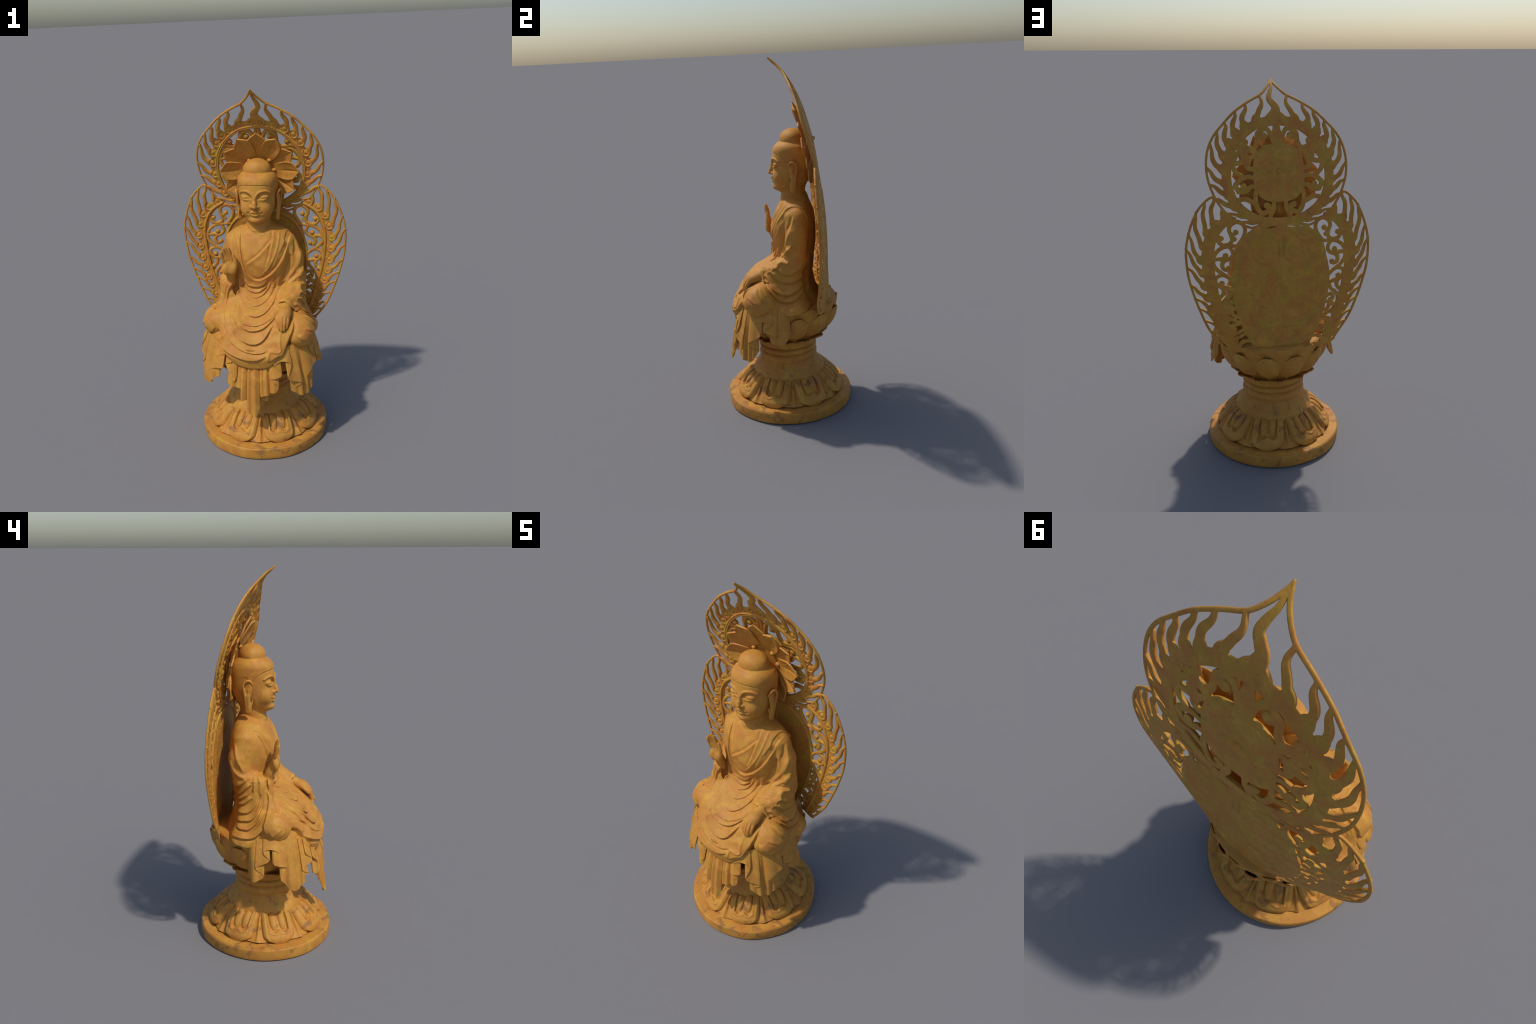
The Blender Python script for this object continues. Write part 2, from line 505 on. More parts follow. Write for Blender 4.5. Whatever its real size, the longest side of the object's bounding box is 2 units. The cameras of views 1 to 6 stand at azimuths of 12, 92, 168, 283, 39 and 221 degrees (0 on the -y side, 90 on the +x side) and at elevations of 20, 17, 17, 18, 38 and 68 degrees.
    d = ((np.abs(D.u[sl[0]]) / .130) ** 2.7 + (np.abs(D.w[:, sl[1]] - 1.553) / .141) ** 2.7) ** (1 / 2.7) * .13 - .13
    S[sl] = np.minimum(S[sl], d)
    H[sl] = np.where(d < 0, np.maximum(H[sl], .012), H[sl])
    lab[sl] = np.where(d < 0, 901, lab[sl])
    names[901] = "rosette_plate"
    # panel
    panel = np.vstack([PANEL, mirrored(PANEL)[::-1]])
    pd = inside(D, panel)
    S = np.minimum(S, pd)
    H = np.where(pd < 0, np.maximum(H, .010), H)
    lab = np.where(pd < 0, 0, lab)
    # foot band below the vines
    for s in both:
        put(flip(RIM_FOOT, s), [.009, .012, .013, .012], .006, .003, 0)
    # bands: ring, arch, panel border, rims
    names[910], names[911], names[912], names[913] = "ring_band", "arch_band", "panel_border", "rim"
    for s in both:
        put(flip(RING, s), .0105, .008, .010, 910, .004)
        put(flip(ARCH, s), .0085, .008, .010, 911)
        put(flip(PANEL, s), .0075, .007, .009, 912)
        put(flip(RIM_TOP, s), np.interp(np.arange(len(RIM_TOP)), [0, 6, 14, 40, len(RIM_TOP)], [.003, .006, .0058, .0058, .006]), .005, .006, 913)
        put(flip(RIM_SIDE, s), .0062, .005, .006, 913)
    # back side: panel bulges out behind, with incised scrolls
    K = np.where(pd < 0, .008 * smooth(.02, .08, -pd) - .003 * smooth(0, .012, -pd), 0.0)
    K = K + np.where(np.abs(pd + .018) < .02, .0015 * np.exp(-((pd + .018) / .004) ** 2), 0)
    H = np.where(pd < -.008, H + .008 * smooth(.03, .10, -pd), H)

    def incise(pts, w=.0036, depth=.0028):
        sl, d, side, wd, arc = D.stroke(pts, w, .02)
        K[sl] = K[sl] + depth * np.exp(-(d / w) ** 2)
        H[sl] = H[sl] - 0.6 * depth * np.exp(-(d / w) ** 2)
    for s in both:
        for cx, cz, R, turns, ph in ((.085, 1.165, .085, 2.3, 1.2), (.15, .985, .05, 1.8, 2.2), (.095, .86, .06, 1.9, 4.0), (.06, 1.03, .045, 1.6, 0.5), (.045, .73, .05, 1.5, 3.0)):
            a = np.linspace(0, turns * 2 * np.pi, 60)
            r = R * (1 - .82 * a / a[-1])
            incise(np.stack([s * (cx + r * np.cos(a + ph)), cz + r * np.sin(a + ph)], 1))
        incise(spline([(s * .20, 1.14), (s * .205, 1.05), (s * .15, .93), (s * .16, .82), (s * .10, .70)], 8))
        incise(spline([(s * .01, 1.22), (s * .02, 1.10), (s * .08, 1.00), (s * .05, .90), (s * .02, .80)], 8))
    return D, S, H, K, lab, names, pd


def build_halo(step=0.002):
    D, S, H, K, lab, names, pd = draw_halo(step)
    S = np.clip(S, -.02, .02).astype(F32)
    dlo, dhi = -.010, .032
    B = Box((D.lo[0], dlo, D.lo[1]), (D.lo[0] + step * (D.n[0] - 1), dhi, D.lo[1] + step * (D.n[1] - 1)), step)
    T = B.Y[0, :, 0]
    field = smax(S[:, None, :], np.maximum(T[None, :, None] - H[:, None, :], K[:, None, :] - T[None, :, None]).astype(F32), .0025)
    field = field[:D.n[0], :, :D.n[1]].astype(F32)
    # orientation: box y axis is "towards the front"; flip after meshing
    v, f = surface_net(field, B)
    v = relax(v, f, 2, .45)
    iu = np.clip(((v[:, 0] - D.lo[0]) / step).round().astype(int), 0, D.n[0] - 1)
    iw = np.clip(((v[:, 2] - D.lo[1]) / step).round().astype(int), 0, D.n[1] - 1)
    vl = lab[iu, iw]
    out = v.copy()
    # offset along the plate normal in the (y, z) plane
    e = 1e-3
    gz = (halo_y(v[:, 0], v[:, 2] + e) - halo_y(v[:, 0], v[:, 2] - e)) / (2 * e)
    gx = (halo_y(v[:, 0] + e, v[:, 2]) - halo_y(v[:, 0] - e, v[:, 2])) / (2 * e)
    ln = np.sqrt(1 + gz * gz + gx * gx)
    d = v[:, 1] / ln
    out[:, 1] = halo_y(v[:, 0], v[:, 2]) - d
    out[:, 2] = v[:, 2] + d * gz
    out[:, 0] = v[:, 0] + d * gx
    f = f[:, ::-1]
    fl = vl[f[:, 0]]
    return out, f, fl, names
# ================================================================== PEDESTAL
DISC = [(0, 0), (.362, 0), (.3665, .002), (.3695, .007), (.3705, .034), (.3690, .058), (.3665, .064), (.3620, .0672), (.354, .0685), (.25, .070), (0, .070)]
CORE = [(0, .060), (.294, .060), (.293, .085), (.270, .120), (.238, .155), (.214, .180), (.205, .200), (0, .200)]
BELL = [(0, .170), (.200, .172), (.2125, .178), (.2165, .188), (.2150, .198), (.2085, .212), (.195, .231), (.181, .251), (.168, .270), (.159, .284), (.120, .290), (0, .290)]
NECK = [(0, .262), (.150, .268), (.160, .272), (.1665, .280), (.1705, .292), (.1715, .302), (.1690, .313), (.1620, .3215), (.1565, .3250), (.1600, .3285), (.1680, .336), (.1700, .345),
        (.1670, .354), (.1600, .3605), (.1545, .3635), (.1555, .3675), (.1680, .3705), (.1735, .377), (.1750, .387), (.1765, .398), (.180, .408), (.186, .418), (.150, .425), (0, .425)]
CUP = [(0, .405), (.176, .412), (.190, .435), (.212, .462), (.240, .505), (.264, .55), (.282, .60), (.290, .632), (.291, .646), (.284, .655), (0, .657)]


def fine(profile, n=4):
    return [tuple(p) for p in np.maximum(spline(profile, n), 0)] if n > 1 else profile


def worn(seed, amount):
    """Slow hand-carved irregularity of a turned profile."""
    rng = np.random.default_rng(seed)
    k = rng.integers(2, 11, 10)
    ph = rng.uniform(0, 6.28, 10)
    q = rng.uniform(-40, 40, 10)
    return lambda a, z: amount * sum(np.sin(kk * a + p + qq * z) / (1 + .25 * kk) for kk, p, qq in zip(k, ph, q))


BASE_PETAL_LINE = spline([(.196, .190), (.218, .186), (.244, .168), (.270, .139), (.292, .110), (.304, .091), (.304, .072)], 8)


def base_petal():
    """Broad down-turned petal: smooth rolled border, sunk eye with two long bosses and a cusp between them."""
    nt, nv = 84, 65
    t = np.linspace(0, 1, nt)[:, None]
    v = np.linspace(-1, 1, nv)[None]
    line = BASE_PETAL_LINE
    s = np.linspace(0, 1, len(line))
    half = curve1d([0, .2, .45, .68, .82, .93, 1], [.077, .081, .085, .086, .081, .064, .034])(t)
    # the end is round: the sides stop earlier than the middle
    tt = t * (1 - .10 * np.abs(v) ** 3 * smooth(.5, 1, t))
    r = np.interp(tt, s, line[:, 0])
    z = np.interp(tt, s, line[:, 1])
    dr, dz = np.interp(tt, s, np.gradient(line[:, 0])), np.interp(tt, s, np.gradient(line[:, 1]))
    ln = np.hypot(dr, dz)
    nr, nz = -dz / ln, dr / ln
    a = np.abs(v)
    h = .012 * (1 - a ** 6) + .003 * np.exp(-((a - .84) / .07) ** 2)
    # sunk eye with a W-shaped lower edge
    low = .60 + .03 * np.cos(np.clip(a / .33, 0, 2) * np.pi) * -1
    eye = np.maximum((a - .62) / .62, (t - low) / .62)
    sunk = smooth(.05, -.05, eye)
    h = h * (1 - .85 * sunk) - .003 * sunk + .0028 * np.exp(-((eye - .06) / .05) ** 2)
    for c in (-.29, .29):
        lobe = (np.abs(t - .28) / .27) ** 2.4 + (np.abs(v - c) / .205) ** 2
        h = h + .0125 * np.sqrt(np.clip(1 - lobe, 0, 1))
    h = h * np.ones_like(v)
    edge = smooth(1.0, .93, a)
    h = -.016 + (h + .016) * np.sqrt(np.clip(edge, 0, 1))
    x = v * half
    R, Zc = r + nr * h, z + nz * h
    ang = x / np.maximum(R, .05)
    return np.stack([R * np.sin(ang), -R * np.cos(ang), Zc + 0 * v], -1)


def under_petal():
    """Ridged tip of the petal that shows between two base petals."""
    nt, nv = 36, 33
    t = np.linspace(0, 1, nt)[:, None]
    v = np.linspace(-1, 1, nv)[None]
    line = spline([(.198, .186), (.222, .176), (.250, .146), (.278, .112), (.300, .086), (.310, .072)], 6)
    s = np.linspace(0, 1, len(line))
    half = curve1d([0, .3, .6, .85, 1], [.016, .020, .034, .058, .072])(t)
    a = np.abs(v)
    tt = t * (1 - .12 * a ** 1.5 * smooth(.4, 1, t))
    r = np.interp(tt, s, line[:, 0])
    z = np.interp(tt, s, line[:, 1])
    h = .009 * np.exp(-(v / .20) ** 2) + .006 * (1 - a) - .004
    h = h - .016 * smooth(.86, 1, a)
    R, Zc = r + .75 * h, z + .6 * h
    ang = v * half / R
    return np.stack([R * np.sin(ang), -R * np.cos(ang), Zc + 0 * v], -1)


def seat_petal(line, half_angle, bulge, tipout):
    """Upright lotus petal of the seat: rounded outline, domed back, flared tip."""
    nt, nv = 26, 25
    t = np.linspace(0, 1, nt)[:, None]
    v = np.linspace(-1, 1, nv)[None]
    L = spline(line, 6)
    s = np.linspace(0, 1, len(L))
    half = curve1d([0, .15, .4, .7, .88, 1], [.70, .92, 1, .98, .84, .44])(t) * half_angle
    tt = t * (1 - .10 * np.abs(v) ** 2 * smooth(.6, 1, t))
    r = np.interp(tt, s, L[:, 0]) + bulge * (1 - v * v) * np.sin(np.pi * np.clip(t * 1.02, 0, 1)) ** .7 - .006 * v * v
    r = r + tipout * smooth(.8, 1, t) * (1 - v * v)
    z = np.interp(tt, s, L[:, 1])
    ang = v * half
    return np.stack([r * np.sin(ang), -r * np.cos(ang), z + 0 * v], -1)


# ================================================================== ROSETTE behind the head
ROSETTE_C, ROSETTE_R = 1.537, .216


def rosette_point(r, th, d):
    x, z = r * np.sin(th), ROSETTE_C + r * np.cos(th)
    return np.stack([x, halo_y(x, z) - d, z], -1)


def rosette_petal(th0, rng):
    nt, nv = 26, 17
    t = np.linspace(0, 1, nt)[:, None]
    v = np.linspace(-1, 1, nv)[None]
    R = ROSETTE_R + rng.uniform(-.004, .004) + .010 * (1 - math.cos(th0)) * .5
    half = curve1d([0, .25, .5, .68, .82, .92, 1], [.036, .046, .0515, .0485, .0325, .0145, .001])(t) * rng.uniform(.96, 1.04)
    r = .085 + (R - .085) * t
    a = np.abs(v)
    lift = rng.uniform(-.002, .004)
    layer = .0035 if round(math.degrees(th0) / 30) % 2 else -.0025      # petals lie alternately over and under
    d = .0245 + layer + .022 * t + (.010 + lift) * smooth(.5, 1, t) + .012 * a ** 2 * np.sin(np.pi * t) - .005 * np.exp(-(v / .12) ** 2) * smooth(.05, .5, t)
    x = v * half
    rr = np.hypot(r, x)
    th = th0 + np.arctan2(x, r)
    return rosette_point(rr, th, d)


# ================================================================== SKIRT PLEATS
# hem of the hanging cloth, walked round the seat: (bearing in degrees, radial offset, height)
HEMS = {
    "right": [(93, -.010, .52), (88, 0, .482), (84, .002, .466), (73.6, 0, .497), (80, .006, .523), (67.5, .010, .551), (75.4, .015, .590), (68, .019, .604), (60.5, .015, .588), (65.5, .010, .530), (52, .006, .466),
              (61, .001, .44), (59.9, 0, .412), (57.2, .003, .385), (55, -.001, .366), (52, .003, .357), (49, 0, .355), (45.5, .003, .360), (42.5, 0, .366), (39, .002, .385), (36, 0, .402), (44.6, .006, .439), (33, .010, .475), (37.1, .015, .552), (29.4, .019, .576),
              (21.8, .015, .552), (27.6, .010, .495), (17.4, .006, .470), (24.4, .001, .432), (22, 0, .402), (19, .003, .395), (16.5, -.001, .389), (13, .003, .382), (10.5, -.001, .376), (8.0, .001, .372), (6, -.012, .38)],
    "middle": [(17, -.016, .39), (14, -.014, .336), (8.5, -.013, .338), (6.5, -.004, .32), (5.5, .002, .298), (2.3, .005, .256), (-1, .001, .266), (-4.6, .006, .276), (-5.6, -.004, .34), (-8, .001, .345), (-11.2, .001, .347),
               (-12.5, -.012, .40)],
    "left_front": [(-9.5, -.012, .40), (-12, -.002, .411), (-15, .003, .413), (-17.5, -.001, .416), (-20.5, .003, .420), (-23, 0, .425), (-25, 0, .436), (-16.7, .006, .464), (-27.5, .011, .536), (-20.7, .016, .566), (-25, .019, .61)],
    "left": [(-27, .016, .60), (-38, .014, .572), (-29.8, .011, .522), (-43.6, .006, .492), (-35, .001, .456), (-39.3, 0, .449), (-42.5, .003, .424), (-45.0, -.001, .406), (-48, .003, .393), (-51.5, -.001, .387), (-56, .003, .405), (-60.5, 0, .438), (-64.5, 0, .470), (-58.7, .006, .522),
             (-70.5, .010, .550), (-66.4, .015, .605), (-73.5, .019, .624), (-79.5, .015, .607), (-74.3, .010, .566), (-86.3, .006, .528), (-78.8, .001, .482), (-85, .002, .456), (-90, .001, .453), (-94, -.012, .50)],
}
SKIRT_FRONT = curve1d([.24, .32, .37, .41, .46, .53, .60, .66, .72], [1.036, 1.005, .988, .967, .938, .876, .828, .785, .74])
SKIRT_SIDE = curve1d([.24, .32, .40, .46, .54, .60, .66, .72], [1.0, 1.0, 1.0, .998, .965, .925, .86, .785])


def skirt_sheet(hem, rows=34, top=.635):
    h = spline([(math.radians(a) * .34, b, c) for a, b, c in hem], 9)
    bear, off, zb = h[:, 0] / .34, h[:, 1], h[:, 2] + .005
    w = np.linspace(0, 1, rows)[None]
    top = top + .045 * (np.sin(bear) ** 2)[:, None]
    z = zb[:, None] + (top - zb[:, None]) * w
    cs = (np.cos(bear) ** 2)[:, None]
    sc = SKIRT_FRONT(z) * cs + SKIRT_SIDE(z) * (1 - cs) + .010 * np.sin(2 * bear)[:, None] * (bear > 0)[:, None]
    # folds fan out downwards: tighter and flatter near the waist
    o = 2.0 * off[:, None] * (1 - .5 * smooth(.50, .68, z)) + (.0036 * np.sin(bear[:, None] * 33 + 1.3) + .0012 * np.sin(bear[:, None] * 57 + .4)) * smooth(.66, .45, z) - .008 * cs
    # plan of the hanging cloth: a squarish oval
    sq = (np.abs(np.sin(bear)) ** 2.5 + np.abs(np.cos(bear)) ** 2.5) ** (-1 / 2.5)
    x = (.342 * sq[:, None] + o) * np.sin(bear)[:, None] * sc
    y = -(.328 * sq[:, None] + o) * np.cos(bear)[:, None] * sc
    return np.stack([x, y, z], -1)
# ================================================================== FIGURE: robe
ROBE_LO, ROBE_HI = (-.375, -.345, .505), (.375, .235, 1.275)


def robe_base(B):
    """Undraped masses of the seated, robed body."""
    torso = loft(B, [.60, .66, .72, .80, .86, .90, .95, 1.00, 1.05, 1.10, 1.16, 1.20, 1.225, 1.245, 1.262],
                 [-.10, -.09, -.07, -.055, -.048, -.046, -.054, -.066, -.070, -.061, -.039, -.018, -.004, .022, .050],
                 [.215, .205, .178, .162, .167, .172, .179, .185, .186, .184, .176, .162, .152, .145, .138],
                 [.235, .225, .215, .195, .180, .175, .172, .174, .180, .190, .188, .166, .134, .088, .060],
                 mid=[.06, .06, .05, .05, .05, .05, .05, .055, .055, .06, .07, .08, .085, .09, .095], n=2.12)
    f = torso
    # arm on the right of the picture (resting on the knee)
    armR = tube(B, [(.155, .084, 1.145), (.180, .074, 1.06), (.192, .066, .945)], [.048, .058, .060], .02)
    foreR = tube(B, [(.193, .064, .918), (.182, -.02, .860), (.165, -.095, .832)], [.060, .055, .045], .02)
    # arm on the left (raised hand)
    armL = tube(B, [(-.155, .084, 1.145), (-.176, .102, 1.06), (-.172, .080, .955)], [.046, .050, .054], .02)
    foreL = tube(B, [(-.176, .055, .945), (-.170, .0, .930), (-.160, -.035, .930)], [.050, .042, .034], .02)
    f = smin(f, armR, .034)
    f = smin(f, armL, .034)
    f = smin(f, foreR, .020)
    f = smin(f, foreL, .016)
    # sleeves falling to the seat
    dr = loft(B, [.60, .66, .70, .76, .83, .89, .94], [-.03, -.085, -.118, -.136, -.128, -.06, .0], [.165, .150, .130, .112, .105, .108, .11],
              [.178, .172, .145, .112, .098, .10, .10], cx=[.15] * 7, mid=[.06, .05, .04, .02, .02, .04, .06], n=2.5)
    dl = loft(B, [.60, .66, .70, .76, .83, .89, .95], [-.02, -.062, -.076, -.078, -.078, -.072, -.048], [.165, .150, .130, .112, .105, .108, .11],
              [.176, .168, .150, .112, .086, .078, .075], cx=[-.15] * 7, mid=[.06, .05, .04, .03, .03, .04, .05], n=2.5)
    yy = B.Y[0, :, 0]
    hem_r = curve1d([-.16, -.14, -.114, -.087, -.047, -.006, .04, .085, .176, .25], [.81, .79, .733, .698, .663, .637, .639, .65, .68, .70])(yy).astype(F32)[None, :, None]
    hem_l = curve1d([-.12, -.074, -.043, .017, .078, .126, .20], [.73, .682, .654, .627, .633, .654, .69])(yy).astype(F32)[None, :, None]
    f = smin(f, smax(dr, (hem_r - B.Z) * .8, .006), .014)
    f = smin(f, smax(dl, (hem_l - B.Z) * .8, .006), .014)
    # thighs and knees
    kR = smin(tube(B, [(.11, .04, .735), (.215, -.120, .716)], [.090, .084], .02), ellipsoid(B, (.236, -.134, .700), (.090, .102, .092)), .03)
    kL = smin(tube(B, [(-.11, .04, .745), (-.215, -.085, .728)], [.085, .076], .02), ellipsoid(B, (-.232, -.090, .722), (.081, .092, .076)), .03)
    kR = smax(kR, .612 - B.Z, .012)
    kL = smax(kL, .648 - B.Z, .012)
    f = smin(f, kR, .030)
    f = smin(f, kL, .046)
    # apron: cloth stretched over the lap, from belly to the hem between the knees
    apron = loft(B, [.50, .56, .60, .63, .66, .683, .715, .748, .78, .81, .849, .88, .91],
                 [-.293, -.304, -.310, -.304, -.289, -.277, -.252, -.229, -.200, -.160, -.098, -.058, -.044], [.10] * 13,
                 [.170, .195, .210, .218, .224, .228, .234, .238, .236, .228, .200, .175, .16],
                 cx=[.012, .010, .006, .004, .004, .004, .002, .0, .0, .0, .0, .0, .0], mid=[.0] * 13, n=3.7)
    # the cloth sags a little between the knees
    apron = apron + (.010 * np.exp(-((B.X + .01) / .09) ** 2) * smooth(.60, .68, B.Z) * smooth(.86, .78, B.Z)).astype(F32)
    hem = curve1d([-.3, -.19, -.172, -.13, -.06, .025, .09, .15, .19, .23, .30], [.76, .70, .63, .572, .545, .532, .548, .606, .665, .73, .80])(B.X[:, 0, 0]).astype(F32)[:, None, None]
    apron = smax(apron, (hem - B.Z) * .8, .008)
    f = smin(f, apron, .014)
    # deep shadow gap between the raised sleeve and the body
    f = smax(f, -tube(B, [(-.114, -.072, 1.05), (-.120, -.056, .98), (-.125, -.046, .90), (-.128, -.058, .855)], [.009, .021, .021, .009], .01), .010)
    # cloth mass under the lap, hidden behind the pleats
    under = loft(B, [.575, .60, .66, .72], [-.25, -.255, -.235, -.19], [.12] * 4, [.275, .285, .295, .26], mid=[-.03] * 4, n=2.6)
    f = np.minimum(f, under)
    # waist floor: the body ends on the seat
    f = np.maximum(f, .60 - B.Z + np.where(B.Y < -.02, -.2, 0).astype(F32))
    return f.astype(F32)


